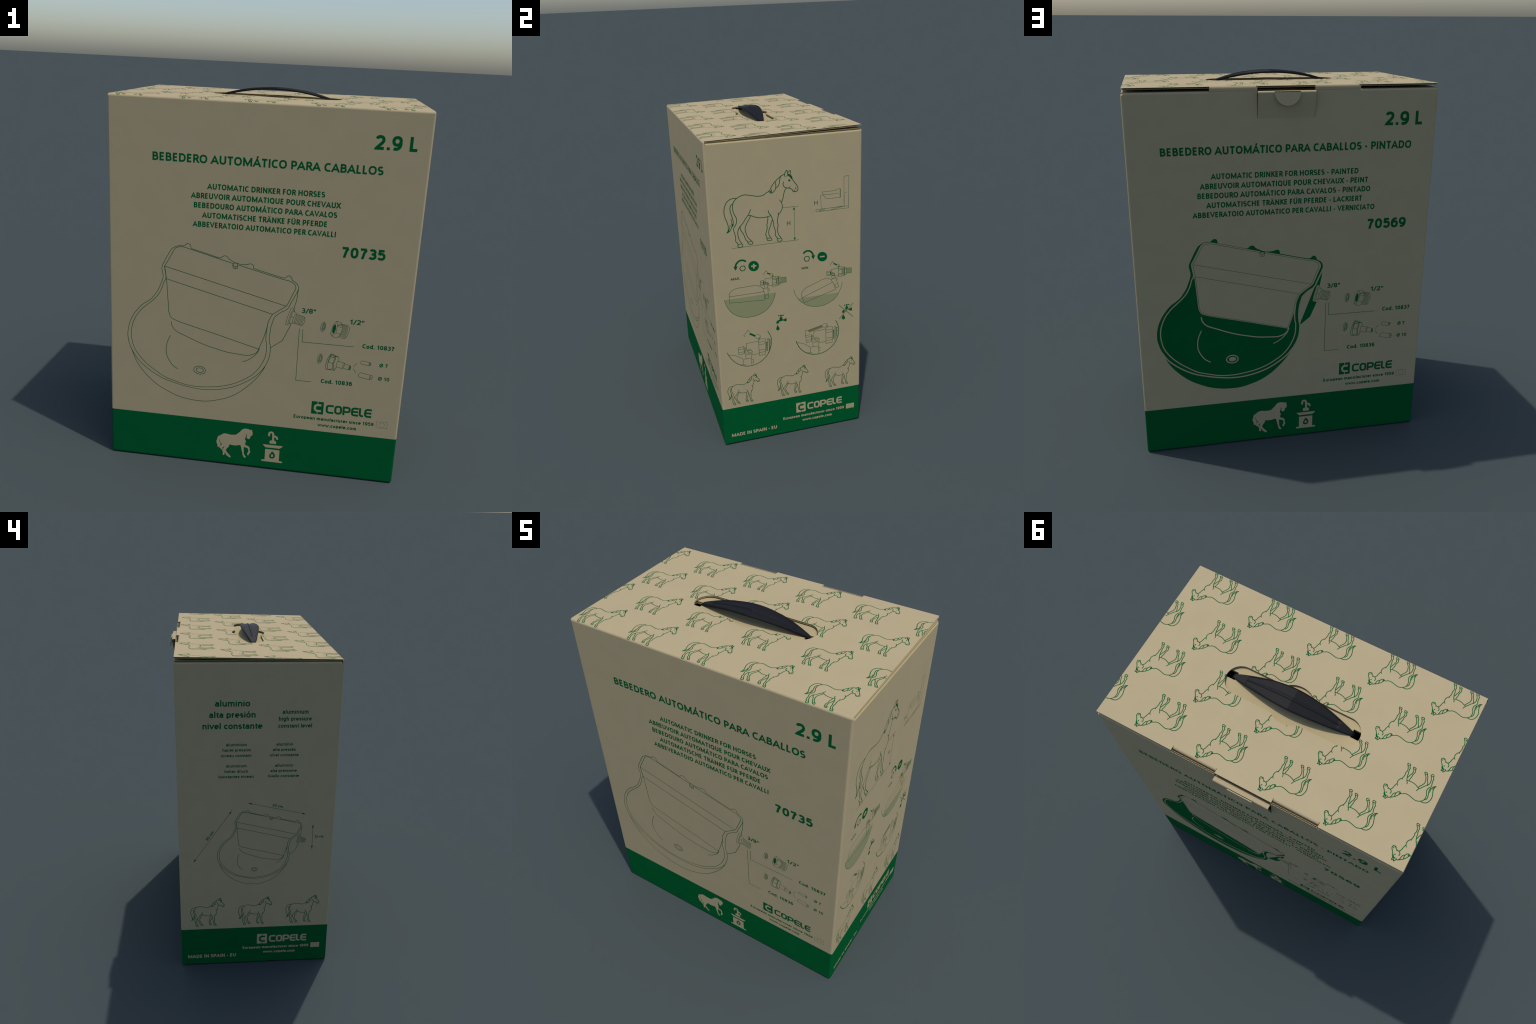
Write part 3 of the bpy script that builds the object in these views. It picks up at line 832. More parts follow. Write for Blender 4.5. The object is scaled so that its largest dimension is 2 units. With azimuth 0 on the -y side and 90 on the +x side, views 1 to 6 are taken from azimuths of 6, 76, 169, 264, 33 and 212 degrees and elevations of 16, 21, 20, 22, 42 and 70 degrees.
def draw_accessories():
    """washers, nut, hose adaptor, tubes and leader lines"""
    d = Drawing()
    d.curve(1, (353.8, 855.2), (350.5, 842.4), (345, 833.4), (338.7, 830.7), (333.3, 835.1), (330.3, 845.3), (330.5, 858.6), (333.8, 871.4), (339.4, 880.3), (345.6, 882.9), (351, 878.6), (354, 868.4), (353.8, 855.2))
    d.curve(1, (350.3, 856.2), (348.4, 848.1), (345.4, 842.4), (342, 840.6), (339.3, 843.2), (337.8, 849.6), (338.1, 858), (340, 866.1), (343.1, 871.8), (346.4, 873.5), (349.1, 870.9), (350.6, 864.5), (350.3, 856.2))
    d.curve(1, (349, 856.7), (347.6, 849.6), (345.6, 844.6), (343.6, 842.9), (342.1, 845.1), (341.5, 850.5), (341.9, 857.7), (343.4, 864.8), (345.4, 869.8), (347.4, 871.5), (348.9, 869.3), (349.5, 863.9), (349, 856.7))
    d.curve(1, (346.8, 880.6), (340, 867.8), (336.5, 846.6), (338.2, 832))
    d.curve(1, (350.1, 679.1), (346.8, 665.9), (341.1, 656.6), (334.7, 653.8), (329.3, 658.3), (326.2, 668.8), (326.4, 682.4), (329.8, 695.6), (335.4, 704.8), (341.8, 707.6), (347.3, 703.2), (350.3, 692.7), (350.1, 679.1))
    d.curve(1, (346.5, 680.1), (344.6, 671.7), (341.5, 665.8), (338.1, 664), (335.3, 666.7), (333.9, 673.3), (334.2, 681.9), (336.1, 690.2), (339.2, 696.1), (342.6, 697.9), (345.4, 695.2), (346.8, 688.7), (346.5, 680.1))
    d.curve(1, (345.3, 680.6), (343.8, 673.3), (341.8, 668.1), (339.7, 666.4), (338.2, 668.6), (337.6, 674.2), (338, 681.6), (339.5, 688.9), (341.5, 694.1), (343.6, 695.8), (345.1, 693.6), (345.7, 688), (345.3, 680.6))
    d.curve(1, (342.9, 705.3), (336.1, 692), (332.6, 670.1), (334.2, 655.1))
    d.line(1, (406.4, 893), (390.4, 870.6), (384.4, 833.9), (381.1, 826.6), (390.1, 810.8), (407.7, 830.7), (413.3, 871.5), (406.4, 893))
    d.line(1, (381.1, 826.6), (383.7, 819.9), (392.9, 808.2), (413.9, 803.4), (423.4, 812.2))
    d.blob((405.7, 849.2), (402.8, 836.7), (398.5, 827.8), (394, 825.1), (390.4, 829.1), (388.8, 839), (389.6, 851.9), (392.5, 864.4), (396.8, 873.2), (401.3, 875.9), (404.9, 871.9), (406.5, 862.1))
    d.line(1, (406.4, 893), (431.1, 888), (434.4, 879.2))
    d.curve(1, (413.5, 869.6), (420.5, 877.3), (430.5, 879.6), (439.9, 874.2))
    d.curve(1, (413.7, 867.4), (418.3, 872.9), (428.5, 873.9), (439, 870.5))
    d.line(1, (416.4, 864.9), (437.2, 861))
    d.line(1, (407.7, 830.7), (430.6, 824.7))
    d.curve(1, (439.9, 874.2), (437.7, 856), (435.3, 839.1), (430.6, 824.7), (423.4, 812.2))
    d.curve(1, (434.3, 880), (461.5, 875), (469.6, 870.3), (473.4, 862.4), (472, 842.9), (466.1, 822.8), (459.6, 809.6), (448.5, 804.2), (423.6, 810))
    d.curve(1, (440.3, 878.4), (442.7, 856.5), (438.3, 833.8), (427.3, 811.8))
    d.curve(1, (446, 877.3), (448, 854.8), (443.3, 831.6), (433.8, 810.5))
    d.curve(1, (451.8, 876.3), (453.2, 853.2), (448.4, 829.3), (440.4, 809.2))
    d.curve(1, (457.5, 875.2), (458.5, 851.5), (453.4, 827.1), (446.9, 808))
    d.curve(1, (463.2, 874.1), (463.7, 849.8), (458.5, 824.8), (453.4, 806.7))
    d.line(1.2, (222.8, 834.2), (223.1, 544.8), (303.9, 544.6))
    d.line(1.2, (241, 833.2), (241.4, 762.9), (504.7, 763))
    d.curve(1.2, (392.9, 712.3), (384.8, 700.1), (375.3, 671.9), (370.8, 645.6), (371.4, 631.2), (375.1, 624.4), (381.6, 625.1))
    d.curve(1.2, (395.5, 711.8), (387.8, 694.7), (382.2, 666.9), (379.8, 640.8), (382.3, 625.2))
    d.line(1.5, (392.9, 712.3), (403.3, 711.5), (419.8, 701), (415.3, 692), (388.3, 697.6))
    d.line(1.5, (393.3, 706.7), (418.6, 698.9))
    d.line(1.2, (415.3, 692), (406.2, 660.4), (382.3, 665.8))
    d.line(1.2, (406.2, 660.4), (407.4, 629.5), (382.3, 625.2))
    d.line(1.2, (419.3, 691), (410.1, 659.9), (411.4, 627.9))
    d.line(1, (408.9, 706.9), (430.2, 700.1), (433.8, 696.8), (435.7, 681.3), (432.3, 675.3))
    d.line(1, (419.8, 701), (433, 697.6))
    d.line(1.2, (382.3, 625.2), (417.1, 621.9), (420.4, 629.5), (425.8, 643))
    d.line(1, (383.4, 667.6), (393.9, 699.6))
    d.line(1, (407.4, 629.5), (419.1, 629.3))
    d.line(1, (432.2, 676.1), (467.9, 668.3))
    d.curve(1, (432.2, 676.1), (425.9, 664.5), (423.7, 644.2))
    d.line(1, (423.7, 644.2), (460.3, 636.2))
    d.curve(1, (468, 667.7), (461.8, 663.6), (457.3, 649.4), (456.2, 637.7), (460.3, 636.2))
    d.curve(1, (468.9, 665.5), (463.5, 650), (463.3, 637.9))
    d.line(1, (470.4, 663.7), (497.4, 657.2))
    d.line(1, (464, 638.6), (491.7, 634.2))
    d.curve(1, (498.4, 644.6), (497, 639.1), (494.8, 635.2), (492.3, 634), (490.2, 635.9), (489.1, 640.3), (489.2, 646.1), (490.6, 651.6), (492.8, 655.5), (495.3, 656.6), (497.4, 654.8), (498.5, 650.4), (498.4, 644.6))
    d.curve(1.2, (495.9, 644.4), (495.1, 640.5), (493.8, 637.7), (492.5, 636.8), (491.5, 638.1), (491.1, 641.1), (491.3, 645.1), (492.1, 649), (493.4, 651.8), (494.6, 652.7), (495.7, 651.4), (496.1, 648.4), (495.9, 644.4))
    d.line(1, (511.3, 652.4), (528.1, 675.7))
    d.line(1, (511.7, 642.5), (528, 619.8))
    d.line(1, (552.4, 691.2), (594.1, 685.8))
    d.curve(1, (552.4, 691.2), (547.8, 685.6), (546.9, 676.4), (550.3, 672.5))
    d.line(1, (550.3, 672.5), (592.1, 667.1))
    d.curve(1, (598.3, 675.8), (597, 671.3), (594.7, 668.2), (592, 667.3), (589.7, 669), (588.2, 672.7), (588.1, 677.4), (589.4, 681.9), (591.7, 685), (594.4, 685.8), (596.7, 684.2), (598.2, 680.5), (598.3, 675.8))
    d.curve(1, (596, 676.4), (595.1, 673.7), (593.5, 672.8), (592.2, 674.1), (591.9, 677), (592.9, 679.7), (594.5, 680.6), (595.8, 679.2), (596, 676.4))
    d.line(1, (549.6, 624.6), (606.1, 615.1))
    d.curve(1, (549.6, 624.6), (543.2, 615.8), (540.6, 604.5), (542.8, 599.9))
    d.line(1, (542.8, 599.9), (602.1, 590.1))
    d.curve(1, (611.5, 601.7), (609.6, 595.6), (606.4, 591.4), (602.7, 590.4), (599.6, 592.8), (597.8, 597.9), (597.9, 604.5), (599.8, 610.6), (603, 614.8), (606.7, 615.8), (609.8, 613.4), (611.6, 608.3), (611.5, 601.7))
    d.curve(1, (606, 602.7), (605, 600), (603.6, 599.1), (602.5, 600.5), (602.4, 603.4), (603.4, 606.1), (604.8, 607), (605.9, 605.6), (606, 602.7))
    return d

def draw_walking_horse():
    d = Drawing()
    d.blob((9.7, 226), (1.6, 222.6), (-7.9, 226.1), (-26.8, 228.4), (-42.2, 223), (-53.1, 209.9), (-58, 202.7), (-67.1, 195.3), (-74.1, 187.3), (-91.8, 182.7), (-112.8, 182.4), (-129.7, 185.7), (-140.2, 184.8), (-152.7, 179.7), (-161.9, 171.5), (-171.2, 166.8), (-177.3, 157.7), (-180, 144.4), (-183.2, 132.1), (-180.3, 120.6), (-176.8, 111.5), (-176.5, 102), (-172.1, 95.9), (-168.6, 100.7), (-164.6, 94), (-153.6, 84.7), (-148, 75.9), (-144.5, 66.8), (-146.8, 60.5), (-145.2, 54.7), (-139.7, 50.6), (-136.6, 54.6), (-134.9, 64.4), (-132.9, 68.3), (-128.3, 58.1), (-123.7, 50.3), (-116.2, 47.7), (-112.8, 42.1), (-102.2, 41.9), (-101.7, 46), (-108, 54.8), (-116.8, 64.4), (-125.7, 75.2), (-128.5, 83.2), (-124.3, 94.5), (-115.2, 105.2), (-112, 116.3), (-110.4, 120.1), (-93.5, 118.7), (-78.7, 118.3), (-64.1, 121.8), (-51.6, 124.2), (-46.9, 114.1), (-43, 95.6), (-38.1, 79.5), (-36.4, 65.4), (-31.9, 58.8), (-31.6, 52.9), (-25.2, 50.1), (-17.2, 51.7), (-19.2, 56.9), (-24.8, 64.6), (-29.5, 75.9), (-30.6, 92.4), (-30.6, 115), (-21.6, 112.6), (-11, 110.4), (-6.4, 100.4), (-5.9, 90.9), (-8.7, 82.2), (-11.7, 78.2), (-10.2, 70.1), (-6.9, 65.7), (-2.9, 69.8), (0.9, 79.9), (5.5, 85.3), (2.2, 96.7), (0.5, 110.8), (-3.1, 119.8), (-11.7, 124.6), (-22.4, 129.1), (-25.7, 132.2), (-23.9, 140.7), (-21.2, 150.5), (-23.6, 157.3), (-26.6, 164), (-24.5, 176), (-21.2, 187), (-21.2, 196.4), (-17.9, 192.1), (-17.5, 184), (-19.2, 175.5), (-13.7, 169.2), (-7.3, 166.9), (-1.2, 170.8), (2.4, 181.8), (5.2, 190.4), (8.8, 187.8), (12.3, 194.8), (12.9, 204.2), (11.4, 213.4), (8.7, 217.7))
    return d

def draw_walking_horse_gap():
    d = Drawing()
    d.blob((-166.8, 148.4), (-167.8, 141.2), (-164.7, 129.7), (-159.4, 118.1), (-159.5, 109), (-155.6, 111.9), (-152.6, 117.5), (-158.1, 123.5), (-163.3, 133.5))
    d.shape((-136.4, 108.4), (-149.8, 96), (-146.2, 85.7), (-141.4, 98.3))
    d.line(1.2, (-168, 100.8), (-159.2, 110.2))
    d.line(1.2, (-146.2, 85.7), (-137.4, 76.1))
    return d

def draw_fountain():
    d = Drawing()
    d.round_line(4.4, (102.2, 202.7), (102.6, 214.4), (106.4, 220.7), (112.5, 223.1), (118.7, 221.8), (123.7, 214.7), (124.7, 206.7), (125.3, 171.7))
    d.round_line(4.2, (128.3, 199), (136.5, 200.7), (143.3, 196.2), (146.6, 186.8))
    d.blob((110, 173.3), (123.5, 173.8), (138, 173.3), (141.4, 168.6), (141.1, 155.4), (124.5, 155.2), (107.9, 155.4), (107.3, 167))
    d.shape((69.9, 146.2), (176.5, 146.6), (179.2, 143), (163.4, 129.1), (85.4, 128.9))
    d.shape((85.5, 119), (163.2, 119), (163, 46.5), (85.2, 46.1))
    d.round_line(4.2, (72.3, 47.3), (176.2, 47))
    return d

def draw_fountain_drop():
    d = Drawing()
    d.blob((123.4, 107.8), (117.7, 97.6), (110.7, 86), (108.7, 76.2), (112.3, 67.9), (120.9, 63.5), (130, 64.8), (138, 71.8), (140.8, 81.2), (137.4, 93.1), (129.5, 103.9))
    return d

def draw_fountain_drop_in():
    d = Drawing()
    d.blob((124.3, 92.5), (120.5, 86.1), (118.3, 79.9), (120.3, 74.2), (125, 72.9), (129.6, 75.9), (131, 81.5), (128.3, 87.1))
    return d

def draw_horse():
    """standing horse, contour drawing"""
    d = Drawing()
    d.curve(1, (-25.8, 1721.9), (-41.6, 1716.6), (-60.3, 1704.5), (-84.5, 1684), (-103.7, 1660.3), (-117.7, 1636), (-124.4, 1631.1), (-136.3, 1626.4), (-152.4, 1615.3), (-170.7, 1611.4), (-191.3, 1612.7), (-214.3, 1617.7), (-237.2, 1623.6), (-257.4, 1628), (-272.8, 1627.7), (-291, 1622.1), (-306.8, 1614.1), (-320.1, 1603.5), (-330, 1587.9), (-335.2, 1565.2), (-333.9, 1544.2), (-327.6, 1522.5), (-317.4, 1500.3), (-315.9, 1481.6), (-320.8, 1463.7), (-333.6, 1444.1), (-337.3, 1435), (-331.8, 1410.3), (-327, 1382.8), (-328.1, 1364.1), (-325.9, 1357), (-317.3, 1347.7), (-315.6, 1340.7), (-318.2, 1332.9), (-314.7, 1325.6), (-305.7, 1322.5), (-293.8, 1324.2), (-288.3, 1328.9), (-291.6, 1340.2), (-301.1, 1356.4), (-309.2, 1375), (-313.1, 1397.1), (-312.6, 1418.5), (-307.1, 1433.8), (-299.9, 1444.9), (-282.1, 1462.5), (-265.2, 1486.9), (-254, 1501.4), (-248.5, 1507.3), (-238.4, 1525.9), (-231.9, 1542.1))
    d.curve(1, (-42.9, 1716.7), (-49.7, 1709.8), (-55.5, 1693.7), (-58.8, 1673.5), (-67.3, 1656.3), (-80.7, 1647.4), (-85, 1637.6), (-94.5, 1626.9), (-106.5, 1621.8), (-114.4, 1621.4))
    d.curve(1, (-83.2, 1683.8), (-79.4, 1668), (-80.2, 1647.4))
    d.curve(1, (-124.4, 1631.1), (-114.1, 1628.4), (-108.6, 1635), (-103.9, 1642.2))
    d.shape((-114.4, 1620.6), (-110, 1632.6), (-103.3, 1643.5), (-105.2, 1622.9))
    d.curve(1, (-23.7, 1706.3), (-25.9, 1718.8), (-21.5, 1733.7), (-12.1, 1742.9), (-9.3, 1731.1), (-7.6, 1719.4), (-14.5, 1707.3))
    d.curve(1, (-7.3, 1728.4), (0.8, 1735.2), (7.4, 1739.6), (8.5, 1730.6), (4.9, 1716.8), (-6.3, 1719.3))
    d.curve(1, (5.4, 1716.8), (14.3, 1705.6), (19.1, 1688.3), (30.4, 1669), (43.2, 1652), (49.5, 1639.6), (50.5, 1627.7), (46.3, 1617.7), (35.6, 1615), (26.2, 1614.2), (19.7, 1618), (14.7, 1629.1), (-2.2, 1638.8), (-16.6, 1641.7), (-29.6, 1648.3), (-35.8, 1658), (-36.1, 1671), (-33.2, 1679.7))
    d.curve(1, (-6.5, 1712.9), (2.5, 1706.8), (16.4, 1688.6))
    d.curve(1, (-5, 1717.9), (10.3, 1704.7), (17.8, 1691))
    d.curve(0.7, (-3.5, 1640.2), (6, 1648.3))
    d.curve(0.8, (38.9, 1640.7), (36, 1631.9), (41.2, 1626.1))
    d.curve(0.8, (25.3, 1627.4), (29, 1619.6), (35.6, 1615))
    d.blob((7, 1682.4), (5.7, 1679), (2.3, 1677.2), (-1.7, 1677.7), (-4.9, 1680.2), (-6.1, 1683.8), (-4.7, 1687.1), (-1.4, 1688.9), (2.7, 1688.5), (5.9, 1686))
    d.curve(1, (-17.9, 1641), (-29, 1626.1), (-34.9, 1605.9), (-41.1, 1580.4), (-48.4, 1560.1), (-45.1, 1538.6), (-48.4, 1520.4), (-58.3, 1503), (-69.4, 1491))
    d.curve(0.9, (-62.3, 1577.6), (-54.7, 1567.5), (-48.4, 1558.8))
    d.curve(1, (-71.6, 1501.9), (-70.8, 1489.8), (-75.7, 1465), (-77.8, 1443.8), (-74.5, 1424.5), (-79.6, 1407.5), (-78.5, 1388.1), (-72.5, 1368.2), (-61, 1350.3), (-54.7, 1338.5), (-53.5, 1332.8), (-57.7, 1329.2), (-73.9, 1328.7), (-80.5, 1332.3), (-82.9, 1342.2), (-82.6, 1350.4), (-86.3, 1357.7), (-92.7, 1365.4), (-92.1, 1381.7), (-94, 1403.7), (-99.9, 1423.4), (-100.5, 1442.3), (-106.2, 1464.5), (-115.7, 1491.1), (-127, 1507.1), (-129.7, 1523.3))
    d.curve(1, (-248.5, 1507.3), (-233.1, 1504.1), (-215.3, 1495.3), (-194.8, 1487.5), (-168.8, 1483.5), (-137.1, 1484.9), (-117.1, 1489.4))
    d.curve(1, (-233.9, 1502.9), (-241.8, 1486.7), (-256, 1464.6), (-266.2, 1444.5), (-269.8, 1426.3), (-265.7, 1404.3), (-255.5, 1376), (-238.2, 1354.7), (-229.5, 1342.7), (-228.5, 1337.1), (-231.3, 1333.4), (-247.2, 1332.8), (-256.1, 1339.5), (-258.3, 1347.9), (-261.8, 1356.5), (-269.3, 1363), (-272.5, 1375.6), (-280.5, 1398.2), (-294.6, 1424.2), (-298.4, 1435.3), (-297.3, 1445.9))
    d.curve(1, (-134.5, 1485.4), (-133.9, 1468), (-138.7, 1447.1), (-140.6, 1433.9), (-140, 1417.7), (-144.7, 1399.4), (-150.1, 1381.1), (-148.6, 1372.8), (-143.7, 1361.2), (-144.2, 1350.4), (-140.5, 1343), (-129.9, 1339.7), (-116.5, 1341.2), (-115.7, 1346.6), (-123.8, 1360), (-131.1, 1375.9), (-131.8, 1392.3), (-128.3, 1410.8), (-119.6, 1428.6), (-113.5, 1449.3), (-106.2, 1464.5))
    d.curve(0.9, (-315.1, 1340.7), (-304.7, 1339.8), (-296.7, 1342.2))
    d.curve(0.9, (-255.6, 1348.1), (-246.4, 1348.2), (-238.3, 1352))
    d.curve(0.9, (-143.1, 1356.2), (-133.3, 1354.4), (-123.9, 1356.4))
    d.curve(0.9, (-82.7, 1346.3), (-72, 1344.9), (-62.5, 1347.7))
    d.curve(1, (-309.3, 1614.6), (-327, 1615.4), (-347.6, 1610.6), (-366.2, 1597.3), (-379.2, 1573), (-384.9, 1545.1), (-382.9, 1516.2), (-374.5, 1488.9), (-367.1, 1464.3), (-366.8, 1437.7), (-371, 1424.7), (-375.7, 1418.7), (-367.3, 1421.6), (-355, 1432), (-347.6, 1447), (-344.6, 1454.5))
    d.curve(1, (-332.8, 1584.3), (-342, 1578.9), (-349.4, 1561.7), (-348.4, 1538.1), (-340.2, 1505.7), (-335.5, 1476.2), (-338.1, 1455.3))
    d.curve(0.8, (-348.2, 1500.1), (-344.3, 1479.9), (-344, 1456))
    d.blob((-343.3, 1483.5), (-346.7, 1462.7), (-343.5, 1451.2), (-338.2, 1453.2), (-335.6, 1466.6), (-340, 1465.9))
    d.curve(0.8, (-354.2, 1465), (-357.9, 1448.3), (-365.6, 1428))
    d.blob((-376.3, 1417.9), (-370.9, 1425.5), (-363.1, 1438.3), (-362.1, 1430.2), (-355, 1432), (-364.7, 1422))
    return d

def draw_horse_height():
    """height dimension and side view of the mounted trough"""
    d = Drawing()
    d.line(0.8, (-44.2, 1527.4), (47.9, 1526.3))
    d.line(0.8, (23.9, 1519.8), (23.1, 1325.3))
    d.shape((23.7, 1524.6), (15.8, 1507.9), (23.3, 1509.7), (31.3, 1506.9))
    d.shape((23, 1320.9), (15.9, 1340.1), (23.1, 1336.4), (30.9, 1339.5))
    d.line(0.8, (-353.4, 1321.4), (48.2, 1322))
    d.line(0.7, (329.4, 1510.8), (329.2, 1672.7), (359.1, 1673.3), (358.5, 1507.4))
    d.line(0.7, (330.5, 1562.1), (330.5, 1492.5))
    d.line(0.7, (359, 1558.8), (359.3, 1480))
    d.line(0.7, (156.7, 1492.4), (359.3, 1492.6), (359.3, 1480), (156.5, 1478.5), (156.7, 1492.4))
    d.line(0.7, (222.2, 1492.2), (329.1, 1494.1), (236.3, 1478.6), (172.7, 1483.5), (215.2, 1492.3))
    d.line(0.7, (195.4, 1593.7), (277.4, 1593.6), (286, 1601), (308, 1601.2))
    d.line(0.7, (308, 1549.6), (223, 1550.2), (215.2, 1554.9), (195.4, 1588.4), (195.4, 1593.7))
    d.line(1.6, (306, 1601.8), (305.9, 1549.4))
    d.line(0.7, (186.6, 1575.7), (274.9, 1574.8))
    d.line(0.7, (277.3, 1576.1), (296.2, 1575.5))
    d.line(0.7, (333.3, 1575.9), (345.9, 1575.5))
    d.line(0.7, (186.6, 1576.4), (188.4, 1494.1))
    return d

def draw_float_symbols():
    d = Drawing()
    d.curve(3.2, (-275.4, 1230), (-285.4, 1237.9), (-298.5, 1241.8), (-313.6, 1240.4), (-327.4, 1230.5), (-335.6, 1219.8), (-339.2, 1206.4))
    d.shape((-351.4, 1208.2), (-326.5, 1208), (-339.2, 1182.1))
    d.line(1.5, (-305.3, 1205.1), (-288.1, 1206), (-280.5, 1189.9), (-289.4, 1176.2), (-305.9, 1176.6), (-314.9, 1191.9), (-305.3, 1205.1))
    d.blob((-200.8, 1203), (-199.5, 1192.9), (-201.3, 1183.1), (-206, 1174.5), (-213.1, 1168.1), (-222.1, 1164.4), (-231.9, 1163.8), (-241.6, 1166.4), (-250.3, 1171.8), (-257, 1179.7), (-261.2, 1189.1), (-262.5, 1199.2), (-260.7, 1208.9), (-256, 1217.4), (-248.9, 1223.8), (-240, 1227.5), (-230.3, 1228.1), (-220.6, 1225.6), (-211.9, 1220.2), (-205.1, 1212.4))
    d.curve(3.2, (72.9, 1231.7), (86, 1241.9), (101.9, 1244.8), (117.7, 1239.5), (129.4, 1225.8), (134.7, 1209.8))
    d.shape((121.8, 1210.7), (147.6, 1211.5), (134.7, 1185))
    d.line(1.5, (85.3, 1209.7), (103.2, 1210.8), (111.9, 1195.8), (103.6, 1180.7), (85.7, 1180.8), (76.5, 1196.8), (85.3, 1209.7))
    d.blob((220.8, 1202.4), (222.4, 1192.8), (221.1, 1183.5), (216.8, 1175.3), (210, 1169.2), (201.5, 1165.7), (191.9, 1165.1), (182.3, 1167.5), (173.7, 1172.7), (166.8, 1180.2), (162.3, 1189.1), (160.7, 1198.7), (162.1, 1208), (166.4, 1216), (173.1, 1222.1), (181.6, 1225.6), (191.1, 1226.2), (200.7, 1223.8), (209.3, 1218.7), (216.3, 1211.3))
    return d

def draw_float_symbols_gap():
    d = Drawing()
    d.line(3, (-246.7, 1196.5), (-215.1, 1196.3))
    d.line(3, (-230.3, 1210.5), (-230.9, 1180.6))
    d.line(2.8, (177, 1196.8), (206.2, 1195.7))
    return d

def draw_float_drawing():
    """float valve at high and low level"""
    d = Drawing()
    d.line(1, (-170.8, 1132.4), (-174.6, 1134.9), (-172.5, 1139.7), (-158.2, 1155.8), (-150.9, 1145.6))
    d.line(3.6, (-153, 1140.9), (-133, 1129.8))
    d.curve(1, (-132.9, 1132.8), (-121.3, 1131.1), (-115.7, 1124.1), (-119, 1114.4), (-125.8, 1115.4), (-133.3, 1123.7))
    d.line(1.8, (-120.6, 1122.8), (-121.1, 1111.6))
    d.line(1, (-166.3, 1081.7), (-167.1, 1106.4), (-122.2, 1106.7))
    d.line(1, (-123.2, 1058.6), (-143.8, 1057.7), (-146.5, 1063.2), (-152.4, 1063.5))
    d.line(1, (-121.9, 1114.8), (-99.5, 1112.5), (-99.8, 1050.9), (-122.5, 1050.2), (-121.9, 1114.8))
    d.line(1, (-121.4, 1102.5), (-98.5, 1102.1))
    d.line(1, (-121.8, 1094.4), (-98.8, 1094))
    d.line(1, (-122.6, 1071.9), (-99.7, 1071.5))
    d.line(1, (-123.1, 1061.7), (-100, 1061.2))
    d.line(1, (-98, 1100), (-91.2, 1099))
    d.line(1, (-97.2, 1068), (-92.3, 1067.3))
    d.line(1, (-96.1, 1098.7), (-96.3, 1067.9))
    d.line(1, (-90.7, 1112.2), (-82, 1107.8), (-80.8, 1058.3), (-91, 1050.5), (-90.7, 1112.2))
    d.line(1.6, (-85, 1106.2), (-85.8, 1057))
    d.line(1, (-82, 1107.8), (-72.2, 1105.3), (-70.9, 1059.8), (-80.8, 1058.3))
    d.line(1, (-80.5, 1094.3), (-71.7, 1092.9))
    d.line(1, (-80.3, 1071.6), (-71.5, 1070.3))
    d.line(1, (-69.5, 1098.8), (-38, 1098.1), (-37, 1066), (-69.7, 1065.8))
    d.line(0.5, (-64.6, 1098.6), (-64.7, 1065.7))
    d.line(0.5, (-58.7, 1098.6), (-58.8, 1065.6))
    d.line(0.5, (-52.8, 1098.5), (-52.9, 1065.5))
    d.line(0.5, (-46.8, 1098.4), (-46.9, 1065.5))
    d.line(0.5, (-40.9, 1098.4), (-41, 1065.4))
    d.line(1, (-196.4, 1095.5), (-177.3, 1096.7), (-176.6, 1067.9), (-195.2, 1067.7), (-196.4, 1095.5))
    d.line(1, (-195.2, 1088.2), (-176.8, 1086.4))
    d.line(1, (-195.7, 1076), (-177.3, 1075.2))
    d.line(1.8, (-173.6, 1093), (-173.7, 1068.5))
    d.curve(1.3, (-147, 1070.4), (-149.7, 1066.6), (-155.1, 1065.5), (-160.9, 1067.5), (-165.1, 1071.9), (-165.9, 1076.8), (-163.2, 1080.6), (-157.9, 1081.7), (-152, 1079.7), (-147.8, 1075.4), (-147, 1070.4))
    d.line(1.4, (-164.4, 1079.3), (-147.2, 1070.1))
    d.line(1, (-172.1, 1082.6), (-164.4, 1080.4))
    d.line(1, (-168.7, 1071.8), (-170.9, 1066), (-170.8, 1045.4))
    d.line(1, (-151.8, 1064), (-152.1, 1046.6))
    d.line(1, (-181.5, 1046.6), (-170.8, 1045.4), (-152.1, 1046.6))
    d.line(1, (-152.1, 1046.4), (-151.1, 976.6), (-170.8, 978.8), (-170.8, 1001.7), (-151.7, 1001.8))
    d.curve(1, (-150.5, 1040), (-144.6, 1039), (-144.1, 1026.5), (-150, 1026.4))
    d.curve(1, (-387.5, 1023.9), (-386.5, 1040.1), (-374, 1056.5), (-344.5, 1070.3), (-306.1, 1071.4), (-267.6, 1072.6), (-228.9, 1072.7), (-209.7, 1068.7), (-185.2, 1050.5), (-180.7, 1042.6), (-181.4, 1026.2))
    d.line(1, (-181.4, 1026.2), (-175.7, 1023.2), (-176.7, 970.3), (-311.4, 978.6), (-387.1, 984.3), (-387.5, 1023.9), (-175.6, 1024.9))
    d.curve(1.1, (-417.2, 1007.1), (-411.2, 982.5), (-398, 949.2), (-376.8, 918.5), (-347.2, 894.7), (-316.9, 881.1), (-285.9, 873.7), (-258.5, 873.3), (-228.7, 876.7), (-194.6, 887.9), (-162, 906.9), (-137.1, 933.4), (-120, 964.3), (-111.1, 988), (-107.4, 1008.3))
    d.line(1, (245.2, 1131.5), (241.2, 1136.7), (257.6, 1155.6), (265.7, 1145.1))
    d.line(3.6, (262.6, 1141.4), (284.1, 1129.6))
    d.curve(1, (284.1, 1133.2), (294.3, 1132.7), (300.5, 1125.6), (298.4, 1115.5), (291.2, 1116.6), (283, 1124))
    d.line(1.7, (295.7, 1122.1), (295.7, 1111.7))
    d.line(1, (250, 1078.8), (249.1, 1105), (292.2, 1106))
    d.line(1, (271.5, 1059.9), (293.1, 1057.7))
